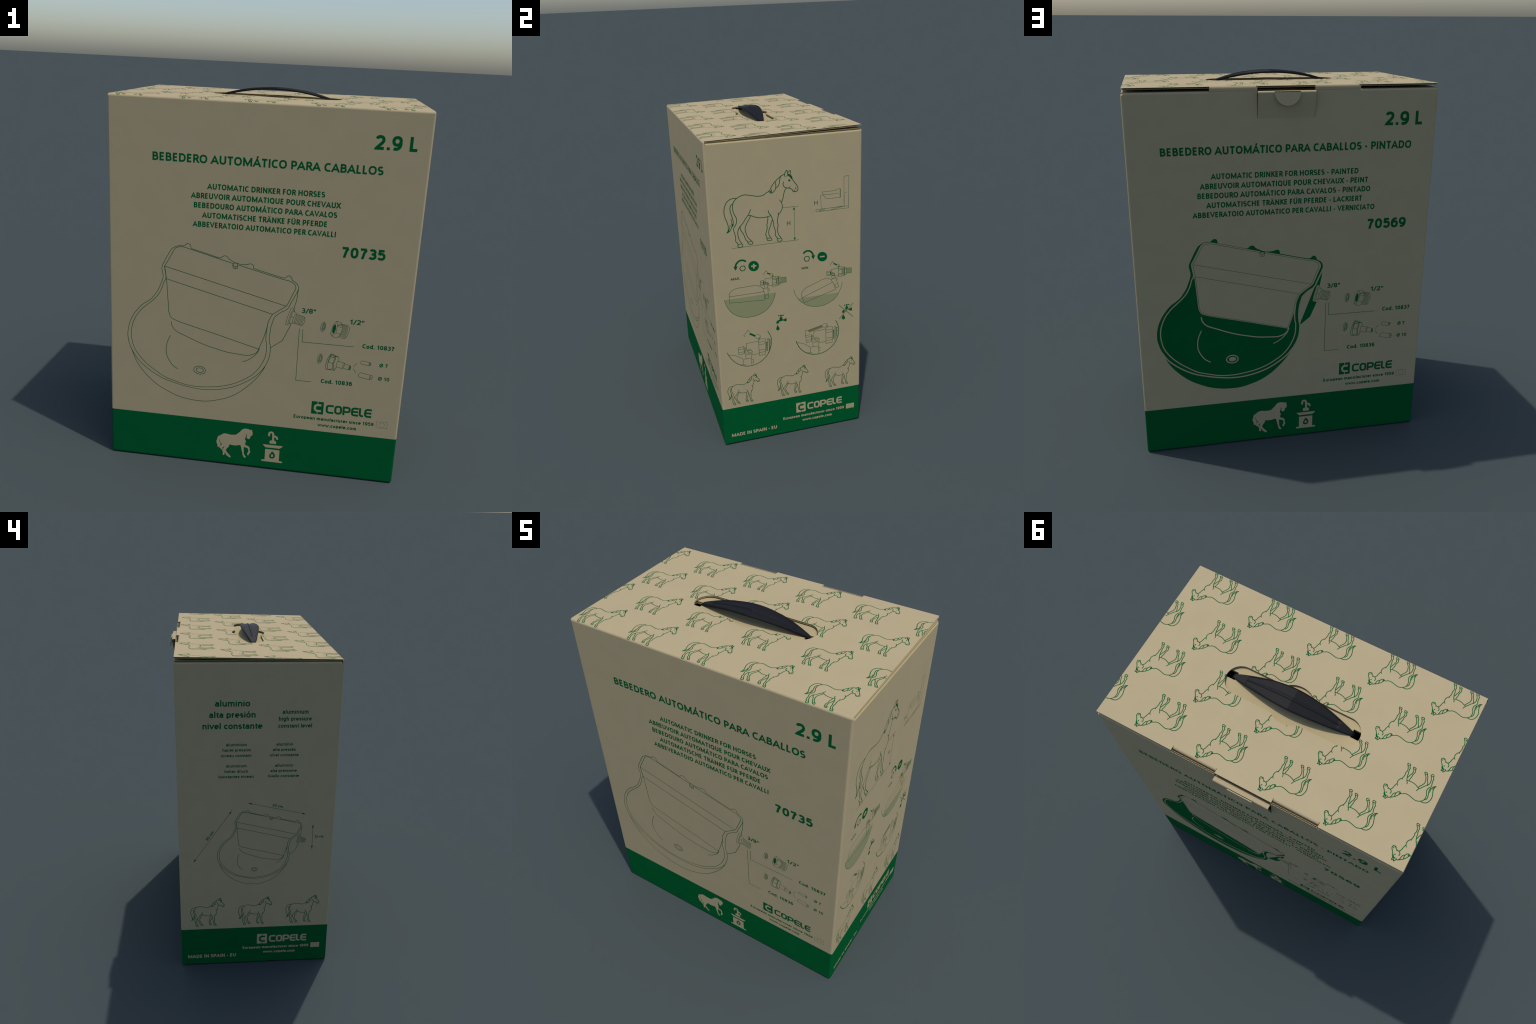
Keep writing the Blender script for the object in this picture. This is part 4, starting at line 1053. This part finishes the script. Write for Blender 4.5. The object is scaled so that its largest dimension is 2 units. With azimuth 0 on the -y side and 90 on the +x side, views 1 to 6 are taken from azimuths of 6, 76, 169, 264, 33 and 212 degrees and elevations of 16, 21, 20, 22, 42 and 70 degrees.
    d.line(1, (292.2, 1114.3), (316.9, 1112.8), (316.9, 1051), (293.1, 1050.4), (292.2, 1114.3))
    d.line(1, (293.2, 1102.7), (316.9, 1101.3))
    d.line(1, (293.2, 1093.3), (316.9, 1093))
    d.line(1, (293.1, 1071.8), (316.9, 1069.9))
    d.line(1, (293.1, 1061.9), (316.9, 1060.5))
    d.line(1, (317.9, 1099.1), (324.7, 1098.1))
    d.line(1, (317.9, 1066.6), (324.7, 1064.6))
    d.line(1, (320, 1098.8), (320, 1066.3))
    d.line(1, (325.1, 1111.6), (335.5, 1107), (335.5, 1056.6), (325.2, 1050.8), (325.1, 1111.6))
    d.line(1.6, (331.3, 1106.5), (331.4, 1056.2))
    d.line(1, (335.5, 1107), (344.8, 1104.6), (344.9, 1059.5), (335.5, 1056.6))
    d.line(1, (335.5, 1093.4), (344.8, 1092))
    d.line(1, (335.5, 1070.7), (344.8, 1069.3))
    d.line(1, (345.8, 1098.1), (377.9, 1098), (378.1, 1066.1), (345.9, 1065.6))
    d.line(0.5, (350.4, 1098.1), (350.5, 1065.6))
    d.line(0.5, (356.2, 1098.1), (356.3, 1065.5))
    d.line(0.5, (362, 1098.1), (362.1, 1065.5))
    d.line(0.5, (367.8, 1098.1), (367.9, 1065.5))
    d.line(0.5, (373.6, 1098.1), (373.7, 1065.5))
    d.line(1, (218.4, 1096), (240.9, 1095.2), (241.7, 1066.5), (220.2, 1067), (218.4, 1096))
    d.line(1, (219.4, 1087.6), (240.8, 1086.5))
    d.line(1, (220.3, 1076), (240.7, 1074.4))
    d.line(2.2, (243.9, 1091.2), (244.4, 1072.4))
    d.curve(1.3, (269.5, 1069.5), (266.4, 1065.9), (260.7, 1065.3), (254.6, 1067.9), (250.4, 1072.7), (249.7, 1077.8), (252.8, 1081.4), (258.5, 1081.9), (264.6, 1079.4), (268.8, 1074.6), (269.5, 1069.5))
    d.line(1.4, (251, 1078.7), (269.5, 1069.7))
    d.line(1, (250, 1072.6), (249.9, 1055.8), (254.9, 1042.4), (273.1, 1048.1), (269, 1063.4))
    d.line(1, (249.9, 1064.2), (269.4, 1060.9))
    d.line(1, (246.7, 1038.4), (273.5, 1048.1), (288.8, 1006.6), (296.5, 985.3), (279.4, 978.3), (269.1, 1000.1), (288.8, 1006))
    d.curve(1, (276.6, 1046.5), (281.7, 1043.7), (286.8, 1032.3), (283.7, 1028.6))
    d.curve(1, (60.4, 947.9), (55.7, 963.5), (58.1, 977.9), (68.6, 995.2), (87.1, 1009.2), (121.8, 1022.7), (158.6, 1035.9), (191.4, 1047.7), (211.9, 1049.8), (242.6, 1042), (247.1, 1036.7))
    d.line(1, (247.1, 1036.7), (254.8, 1020.2), (258.9, 1018.5), (275.6, 969.2), (190.2, 946.3), (128.3, 928.5), (71.8, 911.6), (60.4, 947.9), (254.8, 1019.1))
    d.curve(1.1, (8.5, 1008.9), (12, 989.4), (23.4, 962.3), (42.8, 931.6), (66.6, 908.6), (96.9, 888.6), (131.6, 877.5), (164.5, 873.2), (199.8, 876), (235.2, 887.5), (264.5, 904.4), (285.5, 926.9), (300.1, 952.5), (310.6, 978.6), (318.9, 1010.3))
    return d

def draw_float_tint():
    d = Drawing()
    d.shape((-69.1, 1098.7), (-38, 1098.1), (-37, 1066), (-69.3, 1065.8))
    d.shape((-417.2, 1007.1), (-411.2, 982.5), (-398, 949.2), (-376.8, 918.5), (-347.2, 894.7), (-316.9, 881.1), (-285.9, 873.7), (-258.5, 873.3), (-228.7, 876.7), (-194.6, 887.9), (-162, 906.9), (-137.1, 933.4), (-120, 964.3), (-111.1, 988), (-107.4, 1008.3))
    d.shape((345.8, 1098.1), (377.9, 1098), (378.1, 1066.1), (345.9, 1065.6))
    d.shape((34.1, 946.4), (42.8, 931.6), (66.6, 908.6), (96.9, 888.6), (131.6, 877.5), (164.5, 873.2), (199.8, 876), (235.2, 887.5), (264.5, 904.4), (285.5, 926.9), (296, 945.6))
    return d

def draw_tap():
    d = Drawing()
    d.blob((-108.2, 801.5), (-106.8, 813.1), (-99.5, 820.5), (-89.3, 824.1), (-86.1, 827.9), (-88.4, 835.8), (-82.6, 840.2), (-80.4, 846.3), (-84.3, 849.1), (-94.4, 847.6), (-97.9, 851.4), (-95.2, 854.6), (-84.2, 852.3), (-78, 856.6), (-72.1, 852), (-62, 854.3), (-59.1, 851.2), (-61.2, 846.7), (-74.3, 846.7), (-74.5, 841), (-68.7, 835.7), (-69.9, 828.3), (-64.1, 821.9), (-52.8, 825.4), (-47.7, 828.9), (-44.6, 828.8), (-44.9, 806.8), (-52.4, 807), (-65.3, 814.6), (-81.6, 812), (-91.4, 810.4), (-92.5, 800.9))
    d.blob((-100.1, 792.2), (-105, 781.1), (-109.8, 771.1), (-110.7, 763.6), (-106.9, 756.9), (-100.9, 753.6), (-93.8, 755.2), (-89.1, 760.9), (-90.2, 768.8), (-95.9, 780.6))
    return d

def draw_tap_cross():
    d = Drawing()
    d.line(1.2, (296.8, 860.1), (390.4, 765.3))
    d.line(1.2, (391.9, 859.9), (297.7, 764.5))
    return d

def draw_valve_ring():
    d = Drawing()
    d.curve(2, (-164.3, 759), (-151.3, 731.6), (-144.3, 706.2), (-143.2, 681.8), (-149.6, 649.8), (-166.6, 608.5), (-192.4, 577.5), (-226, 554.8), (-265.2, 543.3), (-305.6, 543.9), (-339.2, 555.4), (-373.8, 580), (-397.9, 609), (-415.8, 640), (-423.4, 659))
    return d

def draw_valve():
    """close-up of the valve"""
    d = Drawing()
    d.line(1, (-302.2, 699.9), (-225.1, 702.2))
    d.line(1, (-302.2, 699.9), (-301.8, 651.6))
    d.line(1, (-224.7, 712), (-224.8, 602.7), (-184.1, 603.9), (-182.4, 713.1), (-215.5, 714.7))
    d.line(1, (-223.5, 694.3), (-184.3, 693.7))
    d.line(1, (-223.3, 677.7), (-185, 677.3))
    d.line(1, (-224.1, 639.7), (-184.6, 638.6))
    d.line(1, (-223.9, 622.6), (-184.3, 622.9))
    d.line(1, (-225.2, 616.1), (-265.6, 616), (-267.2, 624.1), (-275.2, 624.5))
    d.line(1, (-182.5, 686.8), (-171.4, 687), (-169.8, 629.1), (-181.9, 631.4))
    d.line(1, (-176.5, 685.7), (-177.9, 630.6))
    d.line(1, (-173.5, 685.1), (-174.9, 630.1))
    d.line(1, (-170.5, 708.8), (-162.3, 710.6), (-160.5, 704.8), (-159.8, 625), (-168.6, 608.8), (-170.5, 708.8))
    d.line(1, (-160.5, 704.8), (-152.6, 701.1), (-153, 641.6))
    d.line(1, (-156.6, 701.9), (-157.5, 631.3))
    d.line(1, (-151.7, 698.8), (-145.6, 697.7))
    d.line(1, (-151.5, 677.8), (-145.5, 676.7))
    d.line(1, (-353.9, 681), (-319.1, 682.2), (-317.9, 632.5), (-352.8, 632.5), (-353.9, 681))
    d.line(1, (-352.7, 667.7), (-319, 666.9))
    d.line(1, (-351.9, 646.7), (-318.1, 645.8))
    d.line(1, (-317.4, 676.5), (-309.7, 672.8), (-310.5, 640), (-316.4, 640), (-317.4, 676.5))
    d.line(1, (-309.1, 665), (-303.1, 665))
    d.line(1, (-308.8, 651.8), (-301.8, 651.6))
    d.line(1, (-302.9, 630.8), (-310.1, 628.8), (-308.9, 595.3))
    d.line(1, (-302.9, 630.8), (-301.3, 624.5), (-275.2, 624))
    d.line(1, (-275.2, 624.5), (-274.7, 594.4))
    d.line(1, (-323.9, 596), (-308.9, 594.9), (-275.7, 594.6), (-274.2, 545.7))
    d.line(1, (-273.2, 585.2), (-264.2, 583.4), (-264.3, 560), (-271.4, 561.3))
    d.line(1, (-346.9, 560.3), (-324.9, 558.7))
    d.line(1, (-299.7, 653.4), (-268.3, 642))
    d.line(1, (-298.3, 643.2), (-272.7, 633.3))
    d.curve(1, (-295.6, 655.9), (-285.5, 658.4), (-275.7, 653.3), (-273.1, 645.1))
    d.curve(1, (-268.3, 642), (-266.1, 636.1), (-270.8, 632.5))
    d.curve(1, (-297.3, 641.9), (-292.8, 633.3), (-285, 629.6), (-278.8, 632.9))
    d.curve(1, (-299.7, 653.4), (-298.3, 643.2))
    d.curve(1, (-416.7, 641.3), (-390.3, 636.3), (-370.9, 628.2), (-347.9, 612.8), (-336.4, 605), (-329, 594.7), (-325.9, 578.5), (-324.8, 560.5), (-317.1, 554.5), (-316.5, 547.6))
    d.curve(1, (-220.9, 728.8), (-216.9, 727), (-217.8, 708.6), (-222.8, 709.5), (-220.9, 728.8))
    return d

def draw_valve_spring():
    d = Drawing()
    d.line(1, (-307.6, 747), (-315.1, 754.4), (-287.6, 787.3), (-274.5, 772))
    d.line(5.2, (-278, 762.9), (-243.3, 740.4))
    d.curve(1, (-238.9, 748.4), (-226.9, 748.4), (-213.4, 738.3), (-212.9, 727.4), (-218.4, 717.4), (-226.3, 718.9), (-240, 726.8), (-242.6, 734.9))
    return d

def draw_valve_spring_long():
    d = Drawing()
    d.curve(2, (274.4, 757.9), (287, 730.2), (293.3, 702.3), (294.3, 675.2), (286.7, 640.5), (271.6, 606.9), (245.7, 577.5), (207, 552.7), (164.2, 542.4), (126, 545.1), (88.2, 559), (55.1, 583.4), (32.8, 612.4), (19, 641.8), (14.3, 659.4))
    d.line(1.1, (92.7, 721.6), (100.4, 703.4), (97.2, 722.6), (105, 704.4), (101.7, 723.6), (109.5, 705.4), (106.2, 724.7), (114, 706.5), (110.7, 725.7), (118.5, 707.5), (115.2, 726.7), (123, 708.5), (119.7, 727.8), (127.5, 709.6), (124.2, 728.8), (132, 710.6), (128.7, 729.8), (136.5, 711.6), (133.2, 730.9), (141, 712.7), (137.7, 731.9), (145.5, 713.7), (142.2, 732.9), (150, 714.7), (146.7, 734), (154.6, 715.8), (151.2, 735), (159.1, 716.8), (155.7, 736), (163.6, 717.9), (160.3, 737.1), (168.1, 718.9), (164.8, 738.1), (172.6, 719.9), (169.3, 739.2), (177.2, 721), (173.8, 740.2), (181.7, 722), (178.3, 741.2), (186.2, 723), (182.8, 742.3))
    d.curve(1, (93.6, 720.7), (80.1, 722.7), (73.8, 719.8), (74, 700.9), (75, 680.8))
    d.curve(1, (187.9, 740.7), (198.4, 747.8), (211, 748.9), (219.4, 741.9), (218.2, 724.4))
    d.curve(1, (189.8, 729.3), (196.1, 723.8), (208.7, 723.8))
    return d

def draw_size_arrows():
    d = Drawing()
    d.line(1, (-34.4, 1112.7), (306.6, 1033.7))
    d.line(1, (-127.5, 1066.5), (-354.1, 733.9))
    d.line(1, (351.4, 966.1), (351.6, 803.1))
    return d

# ------------------------------------------------------------------ compose the print
PEN = 2.9                  # line weight of the big trough drawing

def trough_lines():
    t = draw_trough().parts
    d = Drawing()
    for key, pts in t.items():
        straight = key.startswith("crease") or key in ("flank_low", "bolt_b", "bolt_c")
        (d.line if straight else d.curve)(PEN, *pts)
    return d

def with_pen(d, w):
    for i, (k, a, p) in enumerate(d.items):
        d.items[i] = (k, a * w, p)
    return d

def stack(*ds):
    o = Drawing()
    for d in ds:
        o.items += d.items
    return o

# --- company mark: square emblem, squared lettering, two lines of text and a flag
LETTER = 11.0
def rounded(*corners, r=9.0):
    """polyline whose inner corners are rounded"""
    out = [corners[0]]
    for a, b, c in zip(corners, corners[1:], corners[2:]):
        la, lc = math.hypot(a[0] - b[0], a[1] - b[1]), math.hypot(c[0] - b[0], c[1] - b[1])
        p = (b[0] + (a[0] - b[0]) * r / la, b[1] + (a[1] - b[1]) * r / la)
        q = (b[0] + (c[0] - b[0]) * r / lc, b[1] + (c[1] - b[1]) * r / lc)
        for i in range(7):
            t = i / 6
            out.append(((1 - t) ** 2 * p[0] + 2 * t * (1 - t) * b[0] + t * t * q[0],
                        (1 - t) ** 2 * p[1] + 2 * t * (1 - t) * b[1] + t * t * q[1]))
    out.append(corners[-1])
    return out

def wordmark(u, v):
    d = Drawing()
    h, m = 50.5, LETTER / 2
    def put(x, pts):
        d.line(LETTER, *[(u + x + a, v + b) for a, b in pts])
    put(0, rounded((41, h - m), (m, h - m), (m, m), (41, m), r=13))
    o = rounded((20, h - m), (m, h - m), (m, m), (40.5 - m, m), (40.5 - m, h - m), (20, h - m), r=13)
    put(44.5, o + [o[0]])
    put(87.5, rounded((m, 0), (m, h - m), (42 - m, h - m), (42 - m, 20), (m, 20), r=10)[:1] + [(m, h - m)])
    put(87.5, rounded((0, h - m), (42 - m, h - m), (42 - m, 19.5), (m, 19.5), r=12))
    put(131.5, rounded((38, h - m), (m, h - m), (m, m), (38, m), r=13)); put(131.5, [(m, h / 2), (37, h / 2)])
    put(171.5, rounded((m, h), (m, m), (24, m), r=13))
    put(199.5, rounded((38.5, h - m), (m, h - m), (m, m), (38.5, m), r=13)); put(199.5, [(m, h / 2), (37.5, h / 2)])
    return d

def company_mark(panel, u, v, ink, ground, solid_flag, level):
    W, H = 63.4, 72.6
    sq = Drawing().shape((u, v), (u + W, v), (u + W, v + H), (u, v + H))
    stamp("printed_emblem", sq, panel, ink, level)
    cut = Drawing()
    q = lambda a, b: (u + a * W, v + (1 - b) * H)
    cut.line(0.185 * W, *rounded(q(0.81, 0.275), q(0.285, 0.275), q(0.285, 0.745), q(0.81, 0.745), r=17))
    cut.line(0.06 * W, q(0.515, -0.01), q(0.515, 0.22)); cut.line(0.06 * W, q(0.515, 0.79), q(0.515, 1.01))
    stamp("printed_emblem_gap", cut, panel, ground, level + 1)
    stamp("printed_wordmark", wordmark(u + 75.5, v + 10), panel, ink, level)
    write(panel, "European manufacturer since 1959", (u - 89.7, v - 36), (u + 329.3, v - 36), 19.8, "grotesque", ink)
    write(panel, "www.copele.com", (u + 40, v - 72), (u + 242.5, v - 72), 19.8, "grotesque", ink)
    fl = Drawing()
    a, b, c, e = u + 343, v - 43.2, u + 399, v - 6.8
    stars = Drawing()
    for i in range(12):
        t = math.radians(30 * i)
        stars.dot((a + c) / 2 + 14.2 * math.cos(t), (b + e) / 2 + 14.2 * math.sin(t), 1.8, 8)
    if solid_flag:
        fl.shape((a, b), (c, b), (c, e), (a, e))
        stamp("printed_flag", fl, panel, ink, level); stamp("printed_flag_stars", stars, panel, ground, level + 1)
    else:
        fl.line(1.2, (a, b), (c, b), (c, e), (a, e), (a, b))
        stamp("printed_flag", fl, panel, ink, level); stamp("printed_flag_stars", stars, panel, ink, level)

# --- small reusable stamps
HORSE_NOSE, HORSE_EAR, HORSE_K = (50.1, 1630.4), (-12.1, 1743.4), 0.4715

def accessories(panel, dv):
    stamp("printed_accessories", with_pen(draw_accessories(), 2.0).moved(0, dv), panel)
    for text, l, r, cap, style in (("3/8”", (227.3, 921), (299, 921), 25.9, "humanist"), ("1/2”", (472.2, 884), (543, 884), 25.6, "humanist"),
                                   ("Cod. 10837", (546, 760), (706.3, 760), 23.6, "grotesque"), ("Ø 7", (641, 665), (683.3, 665), 20.4, "humanist"),
                                   ("Ø 10", (641, 591), (698.6, 591), 20.4, "humanist"), ("Cod. 10836", (352.4, 544), (513.4, 544), 23.6, "grotesque")):
        write(panel, text, (l[0], l[1] + dv), (r[0], r[1] + dv), cap, style)

def band_icons(panel, du):
    stamp("printed_walking_horse", draw_walking_horse().moved(du, 0), panel, KRAFT)
    stamp("printed_walking_horse_gap", draw_walking_horse_gap().moved(du, 0), panel, GREEN, 1)
    stamp("printed_fountain", with_pen(draw_fountain(), 2.5).moved(du, 0), panel, KRAFT)
    stamp("printed_drop", draw_fountain_drop().moved(du, 0), panel, GREEN, 1)
    stamp("printed_drop_highlight", draw_fountain_drop_in().moved(du, 0), panel, KRAFT, 2)

def print_front():
    P = "front"
    write(P, "2.9 L", (509, 1759.5), (709, 1759.5), 68)
    write(P, "BEBEDERO AUTOMÁTICO PARA CABALLOS", (-547.5, 1641.5), (561, 1641.5), 41.5)
    for text, a, b, v in (("AUTOMATIC DRINKER FOR HORSES", -272.8, 299, 1517), ("ABREUVOIR AUTOMATIQUE POUR CHEVAUX", -352.5, 378, 1469),
                          ("BEBEDOURO AUTOMÁTICO PARA CAVALOS", -337.7, 364, 1421.5), ("AUTOMATISCHE TRÄNKE FÜR PFERDE", -295, 321.5, 1373),
                          ("ABBEVERATOIO AUTOMATICO PER CAVALLI", -341, 366, 1325.5)):
        write(P, text, (a, v), (b, v), 28.2)
    write(P, "70735", (400, 1227.5), (612, 1227.5), 54.5, "grotesque")
    stamp("printed_trough", trough_lines(), P)
    stamp("printed_fitting", with_pen(draw_inlet_fitting(), 2.0), P)
    accessories(P, 0)
    company_mark(P, 315.2, 362.4, GREEN, KRAFT, False, 0)
    band_icons(P, 0)

def print_back():
    P = "back"
    write(P, "2.9 L", (501, 1760.5), (700.5, 1760.5), 68)
    write(P, "BEBEDERO AUTOMÁTICO PARA CABALLOS - PINTADO", (-608.5, 1643.5), (647, 1643.5), 39.5)
    for text, a, b, v in (("AUTOMATIC DRINKER FOR HORSES - PAINTED", -372, 374, 1523.3), ("ABREUVOIR AUTOMATIQUE POUR CHEVAUX - PEINT", -427, 428.4, 1475.3),
                          ("BEBEDOURO AUTOMÁTICO PARA CAVALOS - PINTADO", -440.7, 441.5, 1427.8), ("AUTOMATISCHE TRÄNKE FÜR PFERDE - LACKIERT", -399, 401.3, 1379.5),
                          ("ABBEVERATOIO AUTOMATICO PER CAVALLI - VERNICIATO", -467.8, 469, 1331)):
        write(P, text, (a, v), (b, v), 28.2)
    write(P, "70569", (433, 1224.5), (647.3, 1224.5), 54.5, "grotesque")
    # painted version of the trough: solid green with the seams left open
    t = draw_trough().parts
    du, dv = -2.5, -15.5
    fill = Drawing()
    flank = t["flank"][:-1] + t["flank_low"]
    fill.blob(*t["bowl"]); fill.shape(*flank)
    stamp("printed_trough_shell", fill.moved(du, dv), P, GREEN, 0)
    gap = Drawing().curve(15, *t["rim_left"])
    stamp("printed_trough_gap", gap.moved(du, dv), P, KRAFT, 1)
    rim = Drawing().shape(*(smooth(t["rim_left"]) + smooth(t["lugs"])[::-1]))
    stamp("printed_trough_basin", rim.moved(du, dv), P, GREEN, 2)
    plate_pts = smooth(t["plate_top"]) + smooth(t["plate_top_b"]) + smooth(t["plate_right"])[::-1] + smooth(t["plate_low"])[::-1]
    light = Drawing().shape(*plate_pts)
    light.curve(6.0, *t["inner_rim"]); light.curve(6.0, *t["plate_top"]); light.curve(6, *t["plate_top_b"])
    light.round_line(6.5, *t["curve_low"]); light.round_line(5.5, *t["curve_arc"]); light.round_line(5.0, *t["curve_side"])
    light.curve(6.0, *t["drain"]); light.blob(*t["drain_in"][:-1])
    stamp("printed_trough_highlight", light.moved(du, dv), P, KRAFT, 3)
    cx = sum(p[0] for p in plate_pts) / len(plate_pts); cy = sum(p[1] for p in plate_pts) / len(plate_pts)
    thin = Drawing()
    inset = [(u + (cx - u) * 0.020, v + (cy - v) * 0.022) for u, v in plate_pts]
    thin.line(1.9, *inset, inset[0])
    for key in ("crease_a", "crease_b"):
        (a, b), (c, e) = t[key]
        thin.line(1.9, (a + (c - a) * 0.015, b + (e - b) * 0.015), (c + (a - c) * 0.015, e + (b - e) * 0.015))
    for key in ("bolt", "bolt_b", "bolt_c"):
        thin.line(2.0, *t[key])
    stamp("printed_trough_line", thin.moved(du, dv), P, GREEN, 4)
    fit = draw_inlet_fitting()
    patch = Drawing()
    patch.blob(*fit.items[0][2][::3], *[fit.items[-1][2][-1], fit.items[-1][2][0]])
    stamp("printed_fitting_ground", patch.moved(du, dv), P, KRAFT, 3)
    stamp("printed_fitting", with_pen(fit, 2.0).moved(du, dv), P, GREEN, 4)
    accessories(P, -15.5)
    company_mark(P, 312, 368.4, GREEN, KRAFT, False, 0)
    band_icons(P, 0)

def print_right():
    P = "right"
    stamp("printed_horse", with_pen(draw_horse(), 4.4), P)
    stamp("printed_dimension", with_pen(draw_horse_height(), 2.7), P)
    write(P, "H", (-21, 1418), (-1, 1418), 26.4, "thin"); write(P, "H", (146.5, 1520), (167, 1520), 26.4, "thin")
    write(P, "MAX.", (-370.7, 1124.5), (-317.6, 1124.5), 15.5, "grotesque"); write(P, "MIN.", (61, 1131), (105.7, 1131), 15.5, "grotesque")
    stamp("printed_water", draw_float_tint(), P, TINT, 0)
    stamp("printed_float", with_pen(draw_float_drawing(), 2.2), P, GREEN, 1)
    stamp("printed_symbol", with_pen(draw_float_symbols(), 3.3), P)
    stamp("printed_symbol_gap", with_pen(draw_float_symbols_gap(), 3.1), P, KRAFT, 1)
    tap = draw_tap()
    stamp("printed_tap", tap, P); stamp("printed_tap", tap.moved(426.2, 1.5), P)
    cross = with_pen(draw_tap_cross(), 2.6)
    wide = with_pen(draw_tap_cross(), 6.5)
    stamp("printed_cross_gap", wide, P, KRAFT, 1); stamp("printed_cross", cross, P, GREEN, 2)
    stamp("printed_valve", stack(with_pen(draw_valve(), 2.3), with_pen(draw_valve_spring(), 2.3), with_pen(draw_valve_ring(), 2.0)), P)
    v2 = with_pen(draw_valve(), 2.3).moved(433, 5, 1.02, (-269, 642))
    stamp("printed_valve", stack(v2, with_pen(draw_valve_spring_long(), 2.2)), P)
    small_horses(P, (-260.7, 57.6, 376.5))
    company_mark(P, 1.6, 137.4, KRAFT, GREEN, True, 0)
    write(P, "MADE IN SPAIN - EU", (-429.8, 49), (-132, 49), 24, "grotesque", KRAFT)

def small_horses(panel, ears):
    for u in ears:
        d = with_pen(draw_horse(), 4.0 * 0.8)
        stamp("printed_small_horse", d.moved(u - HORSE_EAR[0], 480.8 - HORSE_EAR[1], HORSE_K, HORSE_EAR), panel)

def print_left():
    P = "left"
    rows = (("aluminio", -221, -29.3, 1690, 36), ("alta presión", -252.4, 1.6, 1626.3, 36), ("nivel constante", -289.3, 40, 1561.6, 36),
            ("aluminium", 148.6, 293.5, 1645.5, 24), ("high pressure", 130, 313, 1606, 24), ("constant level", 127.7, 316.4, 1565.6, 24),
            ("aluminium", -161.1, -45.6, 1461.3, 18.1), ("haute pression", -180.2, -21, 1430, 18.1), ("niveau constant", -188.8, -17.7, 1397, 18.1),
            ("alumínio", 119.9, 214, 1461.2, 18.1), ("alta pressão", 101.4, 231.8, 1429.4, 18.1), ("nível constante", 85.7, 248.3, 1397, 18.1),
            ("aluminium", -161.1, -45.6, 1335, 18.1), ("hoher druck", -169, -38, 1302, 18.1), ("konstantes niveau", -202.2, -5, 1270, 18.1),
            ("alluminio", 116.2, 218, 1334.5, 18.1), ("alta pressione", 90.9, 242, 1302.2, 18.1), ("livello constante", 77.8, 255.6, 1270.2, 18.1))
    for text, a, b, v, cap in rows:
        write(P, text, (a, v), (b, v), cap, "lower")
    k = 0.566
    t = stack(trough_lines(), with_pen(draw_inlet_fitting(), 2.0))
    stamp("printed_trough", t.moved(-212.7 + 677.2, 576 - 369.1, k, (-677.2, 369.1), 0.8), P)
    ar = draw_size_arrows()
    for kind, w, pts in list(ar.items):
        for a, b in ((pts[0], pts[-1]), (pts[-1], pts[0])):
            l = math.hypot(b[0] - a[0], b[1] - a[1]); ux, uy = (b[0] - a[0]) / l, (b[1] - a[1]) / l
            ar.shape(a, (a[0] + ux * 24 - uy * 6, a[1] + uy * 24 + ux * 6), (a[0] + ux * 19, a[1] + uy * 19), (a[0] + ux * 24 + uy * 6, a[1] + uy * 24 - ux * 6))
    stamp("printed_dimension", with_pen(ar, 2.2), P)
    write(P, "22 cm.", (106.5, 1091.3), (172.4, 1075.8), 15.5, "grotesque")
    write(P, "30 cm.", (-269.7, 874), (-227.5, 936.2), 15.5, "grotesque")
    write(P, "12 cm.", (363.4, 878), (423.2, 878), 15.5, "grotesque")
    small_horses(P, (-201.2, 91.5, 385.4))
    company_mark(P, 33, 137.2, KRAFT, GREEN, True, 0)
    write(P, "MADE IN SPAIN - EU", (-399, 47.8), (-99, 47.8), 24, "grotesque", KRAFT)

def print_lid():
    def keep(u, v):
        x, y = u / 1000, v / 1000
        if abs(x) > LIDX - 0.0005 or y > 0.4345:
            return False
        return abs(y - SLOT_Y) > slot_half(x, 1 if y > SLOT_Y else -1) + 0.0005
    base = with_pen(draw_horse(), 4.0 * 0.92)
    for j in range(-1, 5):
        for i in range(-5, 8):
            u, v = 723 - 318.6 * i - 149.3 * j, -330.2 + 229.6 * j
            if not (-790 < u < 980 and -520 < v < 480):
                continue
            d = base.moved(u - HORSE_NOSE[0], v - HORSE_NOSE[1], HORSE_K, HORSE_NOSE)
            stamp("printed_small_horse", d, "lid", GREEN, 0, keep=keep)

build_carton()
build_handle()
print_front()
print_back()
print_right()
print_left()
print_lid()
